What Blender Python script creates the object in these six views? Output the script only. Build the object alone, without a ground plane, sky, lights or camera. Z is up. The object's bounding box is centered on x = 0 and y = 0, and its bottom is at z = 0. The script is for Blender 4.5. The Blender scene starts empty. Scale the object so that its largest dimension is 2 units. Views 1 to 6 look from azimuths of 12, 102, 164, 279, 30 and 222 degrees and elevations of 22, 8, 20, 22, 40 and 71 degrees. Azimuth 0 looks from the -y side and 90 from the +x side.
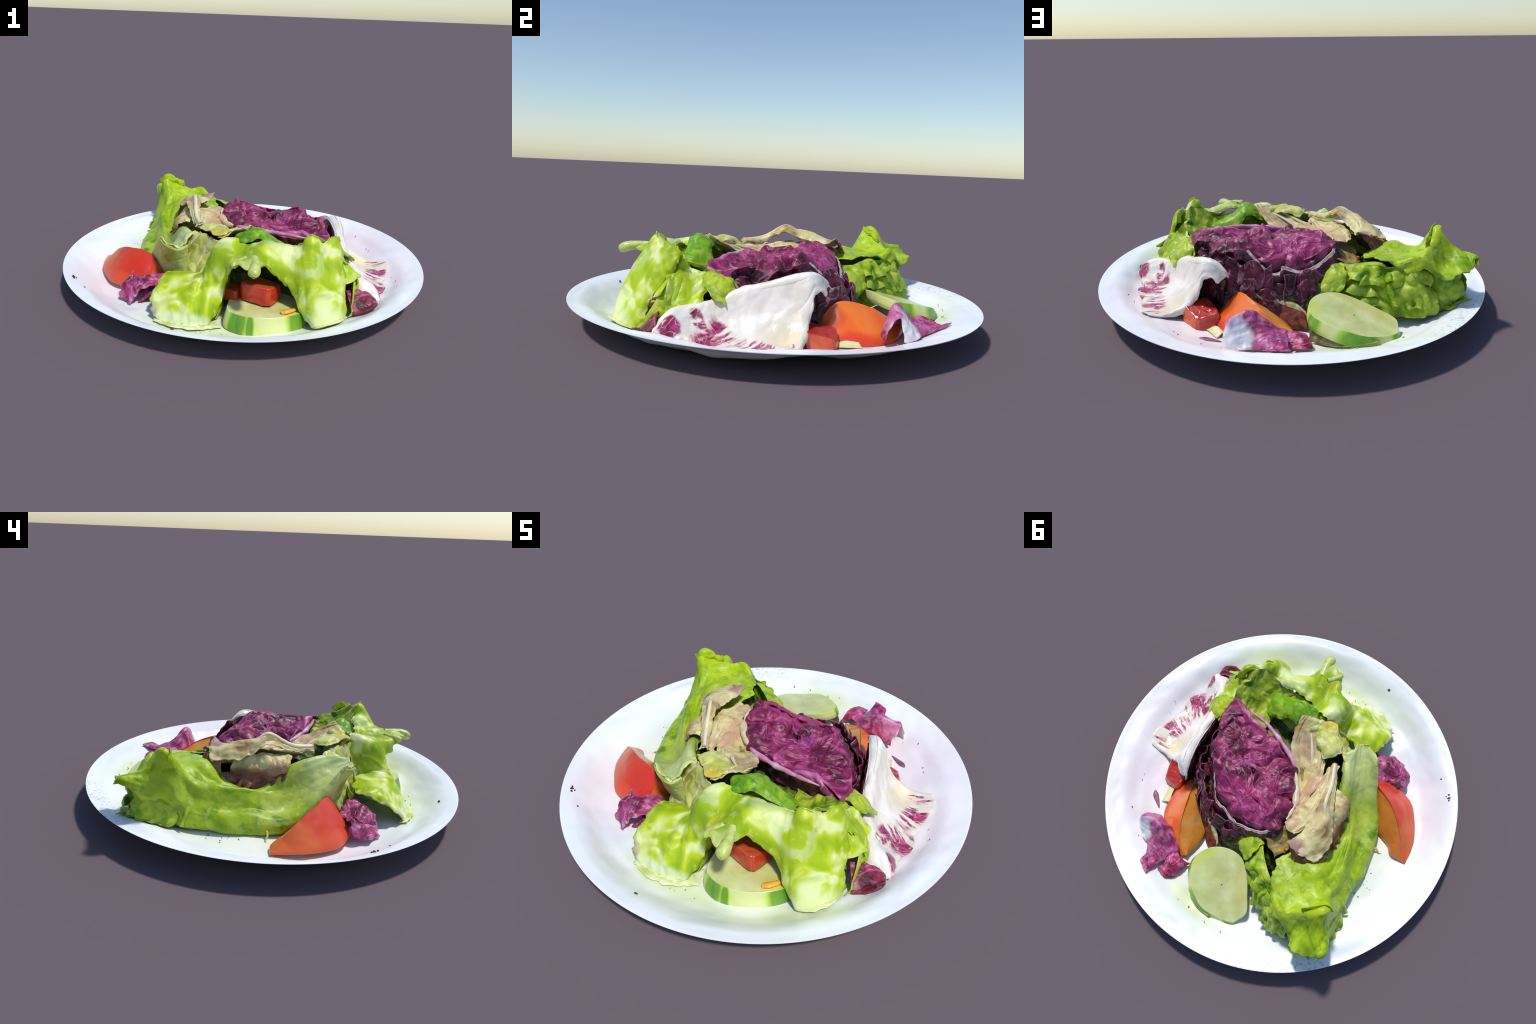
# A mixed leaf salad on a round white plate, built from lofted sheets, tubes and slices.
import bpy, math
import numpy as np
from mathutils import Vector

# ----------------------------------------------------------------------------- noise
_rng = np.random.RandomState(7)
_PERM = np.concatenate([_rng.permutation(256)] * 3)
_GRAD = _rng.normal(size=(256, 3)); _GRAD /= np.linalg.norm(_GRAD, axis=1)[:, None]

def perlin(p):
    p = np.asarray(p, float); sh = p.shape[:-1]; p = p.reshape(-1, 3)
    i = np.floor(p).astype(int); f = p - i; i &= 255
    w = f * f * f * (f * (f * 6 - 15) + 10)
    out = np.zeros(len(p))
    for dx in (0, 1):
        for dy in (0, 1):
            for dz in (0, 1):
                h = _PERM[_PERM[_PERM[i[:, 0] + dx] + i[:, 1] + dy] + i[:, 2] + dz]
                d = f - np.array([dx, dy, dz])
                ww = (w[:, 0] if dx else 1 - w[:, 0]) * (w[:, 1] if dy else 1 - w[:, 1]) * (w[:, 2] if dz else 1 - w[:, 2])
                out += ww * (_GRAD[h] * d).sum(1)
    return (out * 1.6).reshape(sh)

def fbm(p, freq, octaves=3, seed=0, ridged=False):
    p = np.asarray(p, float) + np.array([13.7, 7.1, 3.3]) * (seed + 1)
    tot, amp, norm = 0, 1.0, 0
    for _ in range(octaves):
        n = perlin(p * freq)
        if ridged:
            n = 1 - 2 * np.abs(n)
        tot = tot + n * amp; norm += amp
        freq *= 2.03; amp *= .5
    return tot / norm

def smooth(x, a, b):
    t = np.clip((x - a) / (b - a), 0, 1)
    return t * t * (3 - 2 * t)

# ----------------------------------------------------------------------------- splines
def catmull(P, n, closed=False, axis=0):
    P = np.moveaxis(np.asarray(P, float), axis, 0)
    m = len(P)
    if closed:
        Q = np.concatenate([P[-1:], P, P[:2]]); segs = m
        t = np.arange(n) / n * segs
    else:
        Q = np.concatenate([2 * P[:1] - P[1:2], P, 2 * P[-1:] - P[-2:-1]]); segs = m - 1
        t = np.linspace(0, segs, n)
    k = np.minimum(t.astype(int), segs - 1); f = (t - k).reshape((-1,) + (1,) * (P.ndim - 1))
    a, b, c, d = Q[k], Q[k + 1], Q[k + 2], Q[k + 3]
    out = .5 * (2 * b + (c - a) * f + (2 * a - 5 * b + 4 * c - d) * f ** 2 + (3 * b - a - 3 * c + d) * f ** 3)
    return np.moveaxis(out, 0, axis)

def normals(G, closed_u=False):
    if closed_u:
        du = np.roll(G, -1, 0) - np.roll(G, 1, 0)
    else:
        du = np.gradient(G, axis=0)
    dv = np.gradient(G, axis=1)
    N = np.cross(du, dv)
    L = np.linalg.norm(N, axis=-1, keepdims=True)
    return N / np.maximum(L, 1e-9)

# ----------------------------------------------------------------------------- objects
COL = bpy.context.scene.collection

class Thing:
    """A top-level Empty at the thing's base; parts are its children."""
    def __init__(self, name, label, category, base):
        self.base = np.array(base, float)
        self.e = bpy.data.objects.new(name, None)
        self.e.empty_display_size = .05
        self.e.location = base
        self.e["label"] = label; self.e["category"] = category
        COL.objects.link(self.e)
    def part(self, name, verts, faces, mats, idx=None, stuff=False, flat=False, sharp=None, parent=None):
        me = bpy.data.meshes.new(name)
        me.from_pydata((np.asarray(verts).reshape(-1, 3) - self.base).tolist(), [], faces)
        for m in (mats if isinstance(mats, (list, tuple)) else [mats]):
            me.materials.append(m)
        if idx is not None:
            me.polygons.foreach_set("material_index", np.asarray(idx, np.int32))
        me.validate(); me.update()
        me.polygons.foreach_set("use_smooth", [not flat] * len(me.polygons))
        if sharp:
            me.set_sharp_from_angle(angle=math.radians(sharp))
        o = bpy.data.objects.new(name, me)
        o.parent = parent or self.e
        if stuff:
            o["kind"] = "stuff"
        COL.objects.link(o)
        return o

def grid_faces(R, C, off=0, flip=False, wrap_r=False, wrap_c=False):
    i, j = np.meshgrid(np.arange(R if wrap_r else R - 1), np.arange(C if wrap_c else C - 1), indexing="ij")
    i, j = i.ravel(), j.ravel(); i2, j2 = (i + 1) % R, (j + 1) % C
    q = np.stack([i * C + j, i2 * C + j, i2 * C + j2, i * C + j2], 1) + off
    return q[:, ::-1] if flip else q

def sheet(thing, name, ctrl, mat, R=70, C=50, t=.012, bump=(.006, 9), fine=(.002, 30), ruffle=None,
          jag=None, edges="uUvV", band=None, band_mat=None, seed=0, ridged=False, stuff=False, parent=None, lift=0, taper=.3, wave=None, fold=None):
    """A leaf: a bicubic sheet through a net of 3-D control points, wrinkled, frilled at its free
    edges and given thickness.  edges: which borders are free (u U v V = first/last row/column)."""
    G = catmull(catmull(ctrl, R, axis=0), C, axis=1)
    lu = np.linalg.norm(np.diff(G, axis=0), axis=-1).sum(0).mean(); lv = np.linalg.norm(np.diff(G, axis=1), axis=-1).sum(1).mean()
    u, v = np.meshgrid(np.linspace(0, 1, R), np.linspace(0, 1, C), indexing="ij")
    D = {"u": u * lu, "U": (1 - u) * lu, "v": v * lv, "V": (1 - v) * lv}
    d_free = np.min([D[k] for k in edges], axis=0) if edges else np.full(u.shape, 9.)
    d_all = np.min(list(D.values()), axis=0)
    N = normals(G)
    S = G * 1.0
    if jag:
        a, fr, w = jag
        Tu = np.gradient(G, axis=0); Tu /= np.maximum(np.linalg.norm(Tu, axis=-1, keepdims=True), 1e-9)
        Tv = np.gradient(G, axis=1); Tv /= np.maximum(np.linalg.norm(Tv, axis=-1, keepdims=True), 1e-9)
        for k, (T, s) in {"u": (Tu, -1), "U": (Tu, 1), "v": (Tv, -1), "V": (Tv, 1)}.items():
            if k in edges:
                e = {"u": G[:1], "U": G[-1:], "v": G[:, :1], "V": G[:, -1:]}[k]
                n = fbm(np.broadcast_to(e, G.shape), fr, 2, seed + 5)
                S = S + T * (s * a * n * (1 - smooth(D[k], 0, w)))[..., None]
    W = G + .035 * np.stack([fbm(G, 8, 2, seed + k) for k in (31, 32, 33)], -1)
    disp = bump[0] * fbm(W, bump[1], 2, seed, ridged) + fine[0] * fbm(W, fine[1], 2, seed + 9)
    if fold:      # soft rounded folds parted by sharp creases
        q = np.stack([u * lu * fold[1], v * lv * fold[2], u * 0 + seed * 1.7], -1)
        q = q + .45 * np.stack([perlin(q * .6 + k) for k in (3.3, 9.1, 5.7)], -1)
        disp = disp - fold[0] * (fbm(q, 1, 2, seed + 17, True) - .25)
    if wave:      # a frill: waves that grow toward one border
        a, k, e, w = wave
        s_ = {"u": v, "U": v, "v": u, "V": u}[e]
        ph = s_ * k * 2 * np.pi + 4.5 * fbm(np.stack([s_ * k * .45, s_ * 0 + seed, D[e] * 6], -1), 1, 2, seed)
        am = np.clip(.8 + 1.2 * fbm(np.stack([s_ * k * .6, s_ * 0 - seed, s_ * 0 + 4], -1), 1, 2, seed), .1, 1.6)
        disp = disp + a * am * np.sin(ph + D[e] / max(w, 1e-3) * .8) * (1 - smooth(D[e], 0, w))
    if ruffle:
        a, fr, w = ruffle
        disp = disp + a * (1 - smooth(d_free, 0, w)) * np.clip(fbm(G, fr, 2, seed + 3) * 1.7, -1.2, 1.2)
    S = on_plate(S + N * (disp + lift)[..., None], .004 + t * .5)
    N = normals(S)
    th = t * .5 * (taper + (1 - taper) * smooth(d_all, 0, 1.6 * t))
    top, bot = S + N * th[..., None], S - N * th[..., None]
    V = np.concatenate([top.reshape(-1, 3), bot.reshape(-1, 3)])
    n = R * C
    F = [grid_faces(R, C), grid_faces(R, C, n, True)]
    ring = np.concatenate([np.arange(C), np.arange(1, R) * C + C - 1, (R - 1) * C + np.arange(C - 2, -1, -1), np.arange(R - 2, 0, -1) * C])
    r2 = np.roll(ring, -1)
    F.append(np.stack([ring, r2, r2 + n, ring + n], 1))
    F = np.concatenate(F)
    mats, idx = [mat], None
    if band:
        mats = [mat, band_mat]
        dd = d_free + .35 * band * fbm(G, 40, 1, seed)
        near = np.concatenate([(dd < band).ravel()] * 2)
        idx = (near[F].sum(1) >= 3).astype(int)
    o = thing.part(name, V, F.tolist(), mats, idx, stuff, parent=parent)
    o["_"] = 0; del o["_"]
    return o, S, N

PROFILE = [(0, .016), (.3, .016), (.55, .016), (.68, .020), (.75, .028), (.81, .050), (.86, .078), (.90, .097), (.94, .110), (.97, .117), (.992, .1215), (1.0, .1225)]
# places where the well is pushed up or down: x, y, spread, height
DENTS = [(-.60, .20, .20, .030), (-.62, .0, .16, .018), (.84, -.30, .16, .012), (.62, -.68, .16, .011), (.69, .27, .12, .020), (.17, .75, .12, .016), (-.70, .40, .10, .022), (-.86, .13, .10, -.014), (-.86, -.30, .14, -.010), (-.74, -.60, .14, -.006)]
_pr = catmull(np.array(PROFILE), 90)
def floor_z(x, y):
    r = np.hypot(x, y)
    lean = (-.35 * x - .94 * y) / np.maximum(r, .05)              # the well lies deeper at the front left
    z = np.interp(r, _pr[:, 0], _pr[:, 1])
    z = z - (.006 + .017 * lean) * (.35 * smooth(r, .3, .7) + .65 * smooth(r, .7, .82)) * (1 - smooth(r, .86, .95))
    for cx, cy, sp, h in DENTS:
        z = z + h * np.exp(-((x - cx) ** 2 + (y - cy) ** 2) / (2 * sp * sp)) * (1 - smooth(r, .90, .985))
    return np.maximum(z, .005)

def on_plate(S, gap=.003):
    S = S * 1.0
    S[..., 2] = np.maximum(S[..., 2], floor_z(S[..., 0], S[..., 1]) + gap)
    return S

def rows(*r):
    return np.array(r, float)

def tube(thing, name, pts, rad, mat, n=40, k=10, flat=1.0, wob=0, seed=0, parent=None, stuff=False, up=None):
    """A round or flattened stalk swept along a spine; rad is a list of radii along it."""
    P = catmull(pts, n); r = catmull(np.array(rad, float)[:, None], n)[:, 0]
    T = np.gradient(P, axis=0); T /= np.linalg.norm(T, axis=1)[:, None]
    U = np.array(up if up is not None else [0, 0, 1.]) * np.ones_like(T)
    B = np.cross(T, U); B /= np.maximum(np.linalg.norm(B, axis=1)[:, None], 1e-6)
    U = np.cross(B, T)
    a = np.arange(k) / k * 2 * np.pi
    V = P[:, None] + r[:, None, None] * (np.cos(a)[None, :, None] * B[:, None] + flat * np.sin(a)[None, :, None] * U[:, None])
    if wob:
        V = V + (V - P[:, None]) * (wob * fbm(V, 18, 2, seed))[..., None]
    V = np.concatenate([V.reshape(-1, 3), P[:1] - T[:1] * r[0] * .5, P[-1:] + T[-1:] * r[-1] * .5])
    F = grid_faces(n, k, wrap_c=True, flip=True).tolist()
    for j in range(k):
        F.append([n * k, j, (j + 1) % k]); F.append([n * k + 1, (n - 1) * k + (j + 1) % k, (n - 1) * k + j])
    return thing.part(name, V, F, mat, stuff=stuff, parent=parent)

def rib_on(thing, name, S, N, path, rad, mat, n=50, k=8, flat=.55, sink=.3, seed=0, parent=None):
    """A rib lying on a sheet, along a path of (u, v) fractions."""
    uv = catmull(np.array(path, float), n)
    R, C = S.shape[:2]
    x = np.clip(uv[:, 0], 0, 1) * (R - 1); y = np.clip(uv[:, 1], 0, 1) * (C - 1)
    i = np.minimum(x.astype(int), R - 2); j = np.minimum(y.astype(int), C - 2); f = (x - i)[:, None]; g = (y - j)[:, None]
    def at(A): return A[i, j] * (1 - f) * (1 - g) + A[i + 1, j] * f * (1 - g) + A[i, j + 1] * (1 - f) * g + A[i + 1, j + 1] * f * g
    P, Nn = at(S), at(N)
    r = catmull(np.array(rad, float)[:, None], n)[:, 0]
    P = P + Nn * (r * (flat - sink) * .6)[:, None]
    T = np.gradient(P, axis=0); T /= np.linalg.norm(T, axis=1)[:, None]
    B = np.cross(T, Nn); B /= np.maximum(np.linalg.norm(B, axis=1)[:, None], 1e-6)
    a = np.arange(k) / k * 2 * np.pi
    V = P[:, None] + r[:, None, None] * (np.cos(a)[None, :, None] * B[:, None] + flat * np.sin(a)[None, :, None] * Nn[:, None])
    V = np.concatenate([V.reshape(-1, 3), P[:1], P[-1:]])
    F = grid_faces(n, k, wrap_c=True, flip=True).tolist()
    for q in range(k):
        F.append([n * k, q, (q + 1) % k]); F.append([n * k + 1, (n - 1) * k + (q + 1) % k, (n - 1) * k + q])
    return thing.part(name, V, F, mat, parent=parent)

def loops_mesh(loops, n, m, smooth_r=True):
    """Closed control loops (outer to inner) -> a dense grid (m rings x n points)."""
    L = catmull(np.array(loops, float), n, closed=True, axis=1)
    return catmull(L, m, axis=0) if smooth_r else L

# ----------------------------------------------------------------------------- materials
def rgb(h):
    c = [int(h[i:i + 2], 16) / 255 for i in (0, 2, 4)]
    return tuple(x / 12.92 if x <= .04045 else ((x + .055) / 1.055) ** 2.4 for x in c) + (1,)

class Mat:
    def __init__(self, name, base=(0, 0, 0), rough=.4, spec=.5, coat=0):
        self.m = bpy.data.materials.new(name); self.m.use_nodes = True
        self.t = self.m.node_tree; self.b = self.t.nodes["Principled BSDF"]
        self.b.inputs["Roughness"].default_value = rough
        self.b.inputs["Specular IOR Level"].default_value = spec
        if coat:
            self.b.inputs["Coat Weight"].default_value = coat; self.b.inputs["Coat Roughness"].default_value = .12
        tc = self.n("ShaderNodeTexCoord")
        a = self.n("ShaderNodeVectorMath", operation="ADD"); a.inputs[1].default_value = tuple(base)
        self.l(tc.outputs["Object"], a.inputs[0]); self.p = a.outputs[0]      # position in the scene's frame
    def n(self, kind, **kw):
        x = self.t.nodes.new(kind)
        for k, v in kw.items(): setattr(x, k, v)
        return x
    def l(self, a, b): self.t.links.new(a, b)
    def put(self, sock, v):
        if hasattr(v, "node"): self.l(v, sock)
        else: sock.default_value = v
    def noise(self, scale, detail=3, dist=0, rough=.5, stretch=None, off=0, rotz=0):
        x = self.n("ShaderNodeTexNoise"); x.inputs["Scale"].default_value = scale; x.inputs["Detail"].default_value = detail
        x.inputs["Distortion"].default_value = dist; x.inputs["Roughness"].default_value = rough
        src = self.p
        if stretch or off or rotz:
            mp = self.n("ShaderNodeMapping"); mp.inputs["Scale"].default_value = stretch or (1, 1, 1)
            mp.inputs["Location"].default_value = (off, off * .7, off * .3); mp.inputs["Rotation"].default_value = (0, 0, rotz)
            self.l(src, mp.inputs[0]); src = mp.outputs[0]
        self.l(src, x.inputs["Vector"]); return x.outputs["Fac"]
    def warped(self, amount, scale):
        x = self.n("ShaderNodeTexNoise"); x.inputs["Scale"].default_value = scale; x.inputs["Detail"].default_value = 2
        self.l(self.p, x.inputs["Vector"])
        s = self.n("ShaderNodeVectorMath", operation="SUBTRACT"); s.inputs[1].default_value = (.5, .5, .5); self.l(x.outputs["Color"], s.inputs[0])
        m = self.n("ShaderNodeVectorMath", operation="SCALE"); m.inputs["Scale"].default_value = amount; self.l(s.outputs[0], m.inputs[0])
        a = self.n("ShaderNodeVectorMath", operation="ADD"); self.l(self.p, a.inputs[0]); self.l(m.outputs[0], a.inputs[1])
        return a.outputs[0]
    def veins(self, scale, width, warp=.06, wscale=8):
        """thin branching lines: distance to the edge of warped cells, 1 on the line."""
        x = self.n("ShaderNodeTexVoronoi", feature="DISTANCE_TO_EDGE"); x.inputs["Scale"].default_value = scale
        self.l(self.warped(warp, wscale), x.inputs["Vector"])
        return self.range(x.outputs["Distance"], width, width * .25, 0, 1)
    def cells(self, scale, smoothness=.6):
        x = self.n("ShaderNodeTexVoronoi", feature="SMOOTH_F1"); x.inputs["Scale"].default_value = scale; x.inputs["Smoothness"].default_value = smoothness
        self.l(self.warped(.03, 14), x.inputs["Vector"]); return x.outputs["Distance"]
    def range(self, v, a, b, c=0, d=1):
        x = self.n("ShaderNodeMapRange", interpolation_type="SMOOTHSTEP")
        x.inputs[1].default_value, x.inputs[2].default_value, x.inputs[3].default_value, x.inputs[4].default_value = a, b, c, d
        self.l(v, x.inputs[0]); return x.outputs[0]
    def math(self, op, a, b=0):
        x = self.n("ShaderNodeMath", operation=op); self.put(x.inputs[0], a); self.put(x.inputs[1], b); return x.outputs[0]
    def ramp(self, v, stops):
        x = self.n("ShaderNodeValToRGB"); e = x.color_ramp.elements
        while len(e) < len(stops): e.new(.5)
        for s, (p, c) in zip(e, stops): s.position = p; s.color = rgb(c)
        self.l(v, x.inputs[0]); return x.outputs[0]
    def mix(self, f, a, b):
        x = self.n("ShaderNodeMix", data_type="RGBA"); self.put(x.inputs[0], f)
        self.put(x.inputs[6], rgb(a) if isinstance(a, str) else a); self.put(x.inputs[7], rgb(b) if isinstance(b, str) else b)
        return x.outputs[2]
    def blob(self, c, r, rot=0, soft=.35, rag=.35, rscale=22):
        """a ragged ellipsoid patch around a place: 1 inside."""
        s = self.n("ShaderNodeVectorMath", operation="SUBTRACT"); s.inputs[1].default_value = c; self.l(self.p, s.inputs[0])
        v = s.outputs[0]
        if rot:
            q = self.n("ShaderNodeVectorRotate", rotation_type="Z_AXIS"); q.inputs["Angle"].default_value = -math.radians(rot)
            self.l(v, q.inputs[0]); v = q.outputs[0]
        d = self.n("ShaderNodeVectorMath", operation="DIVIDE"); d.inputs[1].default_value = r; self.l(v, d.inputs[0])
        L = self.n("ShaderNodeVectorMath", operation="LENGTH"); self.l(d.outputs[0], L.inputs[0])
        w = self.math("MULTIPLY", self.math("SUBTRACT", self.noise(rscale, 3), .5), rag * 2)
        return self.range(self.math("ADD", L.outputs["Value"], w), 1 + soft / 2, 1 - soft / 2)
    def fan(self, cx, cy, ka, kr, seed=0):
        """noise drawn out along the rays from a point: streaks that spread like a fan."""
        sx = self.n("ShaderNodeSeparateXYZ"); self.l(self.p, sx.inputs[0])
        dx, dy = self.math("SUBTRACT", sx.outputs[0], cx), self.math("SUBTRACT", sx.outputs[1], cy)
        ang = self.math("ARCTAN2", dy, dx)
        r = self.math("SQRT", self.math("ADD", self.math("MULTIPLY", dx, dx), self.math("MULTIPLY", dy, dy)))
        cb = self.n("ShaderNodeCombineXYZ"); self.l(self.math("MULTIPLY", ang, ka), cb.inputs[0]); self.l(self.math("MULTIPLY", r, kr), cb.inputs[1]); cb.inputs[2].default_value = seed
        x = self.n("ShaderNodeTexNoise"); x.inputs["Scale"].default_value = 1; x.inputs["Detail"].default_value = 3; x.inputs["Distortion"].default_value = .4
        self.l(cb.outputs[0], x.inputs["Vector"]); return x.outputs["Fac"], r
    def any(self, masks):
        m = masks[0]
        for k in masks[1:]: m = self.math("MAXIMUM", m, k)
        return m
    def bump(self, h, strength=.3, dist=.01):
        x = self.n("ShaderNodeBump"); x.inputs["Strength"].default_value = strength; x.inputs["Distance"].default_value = dist
        self.l(h, x.inputs["Height"])
        if self.b.inputs["Normal"].is_linked: self.l(self.b.inputs["Normal"].links[0].from_socket, x.inputs["Normal"])
        self.l(x.outputs[0], self.b.inputs["Normal"])
    def color(self, c):
        self.put(self.b.inputs["Base Color"], rgb(c) if isinstance(c, str) else c); return self.m

def streaks(M, scale, width, dist=2.0, off=0, detail=4, stretch=None):
    """irregular branching threads: where a strongly distorted noise crosses its middle."""
    n = M.noise(scale, detail, dist, .55, stretch, off)
    return M.range(M.math("ABSOLUTE", M.math("SUBTRACT", n, .5)), width, width * .2)

def leaf_mat(name, base, pale, mid, deep, patches=(), vein=None, vein_amt=.5, scale=9, balance=.5, rough=.42, pale2=None, cell=.35):
    M = Mat(name, base, rough, .32)
    col = M.ramp(M.noise(scale, 3, 1.2, .55), [(balance - .17, deep), (balance - .03, mid), (balance + .12, pale)])
    # watery translucent cells and darker freckles
    c = M.range(M.math("ADD", M.cells(9, .5), M.math("MULTIPLY", M.noise(14, 2, 1), .5)), .56, .80)
    col = M.mix(M.math("MULTIPLY", c, cell), col, pale2 or pale)
    col = M.mix(M.range(M.noise(15, 3, 1.6, off=4), .56, .70, 0, .5), col, deep)
    col = M.mix(M.range(M.noise(40, 3, 1.2), .62, .74, 0, .3), col, pale)
    if vein:
        col = M.mix(M.math("MULTIPLY", M.range(M.noise(8, 2, 1.6, .5, None, 9), .56, .68), vein_amt), col, vein)
    for c, r, rot, h, amt in patches:
        col = M.mix(M.math("MULTIPLY", M.blob(c, r, rot, .8, .35, 14), amt), col, h)
    M.bump(M.noise(13, 2, 1.2), .35, .014)
    return M.color(col)

def radicchio_mat(name, base, dark, mid, light, streak="d9a9bc", patches=(), rough=.44, streak_amt=.45, scale=7):
    M = Mat(name, base, rough, .45)
    col = M.ramp(M.noise(scale, 2, 2.0, .5), [(.34, dark), (.50, mid), (.64, light)])
    col = M.mix(M.range(M.noise(13, 3, 3.0, off=3), .55, .66, 0, .6), col, dark)
    col = M.mix(M.range(M.noise(17, 3, 3.0), .58, .69, 0, .55), col, light)
    col = M.mix(M.math("MULTIPLY", streaks(M, 4.5, .022, 2.2, 1, 1.5), streak_amt * .6), col, streak)
    for c, r, rot, h, amt in patches:
        col = M.mix(M.math("MULTIPLY", M.blob(c, r, rot, .6, .4, 18), amt), col, h)
    M.bump(streaks(M, 4.5, .08, 2.2, 1, 1.5), .4, .008); M.bump(M.noise(12, 2, 2.0), .3, .012)
    return M.color(col)

def plain(name, base, a, b, scale=14, rough=.35, patches=(), bump=.15, coat=0, stretch=None):
    M = Mat(name, base, rough, .5, coat)
    col = M.ramp(M.noise(scale, 3, .4, stretch=stretch), [(.34, a), (.66, b)])
    for c, r, rot, h, amt in patches:
        col = M.mix(M.math("MULTIPLY", M.blob(c, r, rot, .6, .25, 20), amt), col, h)
    if bump: M.bump(M.noise(60, 3), bump, .006)
    return M.color(col)

# ============================================================================= PLATE
def plate_z(r):
    return np.interp(r, _pr[:, 0], _pr[:, 1])

def build_plate():
    th = Thing("dinner_plate", "round white dinner plate with wide shallow rim", "plate", (0, 0, 0))
    n, m = 256, 90
    a = np.arange(n) / n * 2 * np.pi
    r = _pr[:, 0]
    X = r[None, :] * np.cos(a)[:, None]; Y = r[None, :] * np.sin(a)[:, None]
    P = np.stack([X, Y, floor_z(X, Y)], -1)
    w = smooth(r, .5, .7) * (1 - smooth(r, .93, .99))
    P[..., 2] = np.maximum(P[..., 2] + w * (.009 * fbm(P, 5, 2, 1) + .004 * fbm(P, 12, 2, 2)) - .006 * np.exp(-((r - .84) / .035) ** 2) * (1 + 1.5 * fbm(P, 3, 1, 6)), .005)
    Q = P * 1.0
    side = .5 + .5 * np.cos(a)[:, None]                     # thicker foot toward +x
    thick = np.interp(r, [0, .7, .9, .97, 1], [.016, .016, .010, .005, .003])[None, :] * (.6 + .4 * side)
    Q[..., 2] = np.maximum(P[..., 2] - thick - w * .004 * side * (1 + fbm(P, 6, 2, 5)), 0.0)
    foot = (.53 + .13 * side)
    Q[..., 2] *= smooth(r[None, :] - foot, -.06, .02)
    V = np.concatenate([P.reshape(-1, 3), Q.reshape(-1, 3)])
    F = np.concatenate([grid_faces(n, m, 0, False, wrap_r=True), grid_faces(n, m, n * m, True, wrap_r=True)]).tolist()
    for i in range(n):
        j = (i + 1) % n
        F.append([i * m + m - 1, j * m + m - 1, n * m + j * m + m - 1, n * m + i * m + m - 1])
    M = Mat("white_porcelain", (0, 0, 0), .32, .4)
    col = M.ramp(M.noise(3.5, 3), [(.3, "e9eef2"), (.7, "f6f9fb")])
    pink = M.any([M.blob((-.66, -.35, .05), (.22, .30, .2), 0, 1.2, .2, 6), M.blob((.62, .45, .05), (.28, .36, .2), 0, 1.2, .2, 6), M.blob((.80, .1, .05), (.16, .3, .2), 0, 1.2, .2, 6)])
    col = M.mix(M.math("MULTIPLY", pink, .45), col, "f6e2e6")
    green = M.any([M.blob((.1, -.74, .03), (.5, .14, .2), 0, 1.2, .2, 6), M.blob((-.1, .80, .05), (.40, .12, .2), -12, 1.2, .2, 6), M.blob((-.66, .1, .05), (.14, .36, .2), 0, 1.2, .2, 6)])
    col = M.mix(M.math("MULTIPLY", green, .5), col, "e7eed2")
    juice = M.any([M.blob((.55, -.64, .03), (.22, .07, .1), 25, .9, .5, 9), M.blob((-.05, -.74, .03), (.22, .06, .1), -6, .9, .5, 9), M.blob((-.03, .80, .05), (.16, .05, .1), 0, .9, .5, 9)])
    col = M.mix(M.math("MULTIPLY", juice, .55), col, "d9e4a4")
    # worn grey smudges on the rim behind
    rim = M.blob((-.62, .78, .12), (.34, .10, .1), 38, .8, .5, 30)
    smudge = M.range(M.noise(55, 1, 0, .5, (1, 1, 1)), .55, .62, 0, 1)
    col = M.mix(M.math("MULTIPLY", M.math("MULTIPLY", rim, smudge), .6), col, "b9bfc2")
    M.bump(M.noise(26, 3), .05, .006)
    th.part("plate_body", V, F, M.color(col), sharp=60)
    # dark flecks and crumbs stuck to the rim
    fm = plain("dark_fleck", (0, 0, 0), "1c1a1a", "3a2c28", 40, .6)
    rng = np.random.RandomState(3)
    V, F = [], []
    def fleck(x, y, s, el=1.0, rot=0.):
        k, off = 7, len(V)
        z = float(floor_z(x, y)) + .001
        nr = np.array([x, y]) / max(math.hypot(x, y), .1); slope = .45 if math.hypot(x, y) < .93 else .2
        for lev, sc in ((-.002, 1), (.004, .8)):
            for q in range(k):
                ang = q / k * 2 * math.pi; rr = s * sc * (.6 + .6 * rng.rand())
                dx, dy = rr * el * math.cos(ang), rr * math.sin(ang)
                dx, dy = dx * math.cos(rot) - dy * math.sin(rot), dx * math.sin(rot) + dy * math.cos(rot)
                V.append((x + dx, y + dy, z + lev + slope * (dx * nr[0] + dy * nr[1])))
        for q in range(k):
            p = (q + 1) % k
            F.append([off + q, off + p, off + k + p, off + k + q])
        F.append([off + k + q for q in range(k)])
    for x, y, s, el, ro in [(-.774, -.556, .011, 1.5, .6), (-.762, -.572, .010, 1.0, .2), (-.781, -.545, .007, 1.2, 1), (-.757, -.556, .006, 1.4, 2), (-.675, -.628, .008, 1.1, .5), (-.107, -.901, .009, 1.6, .2)]:
        fleck(x, y, s * .65, el, ro)
    th.part("fleck", V, F, fm, stuff=True, flat=True)
    # little splashes of juice and trimmings on the plate
    V, F = [], []
    for _ in range(9):
        a = rng.uniform(-.35, 1.05); r = rng.uniform(.76, .86)
        fleck(r * math.cos(a), r * math.sin(a), rng.uniform(.0012, .003), rng.uniform(1, 2.2), rng.uniform(0, 3))
    th.part("juice_splash", V, F, plain("tomato_juice", (0, 0, 0), "d9614a", "b8325a", 30, .3), stuff=True)
    V, F = [], []
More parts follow.
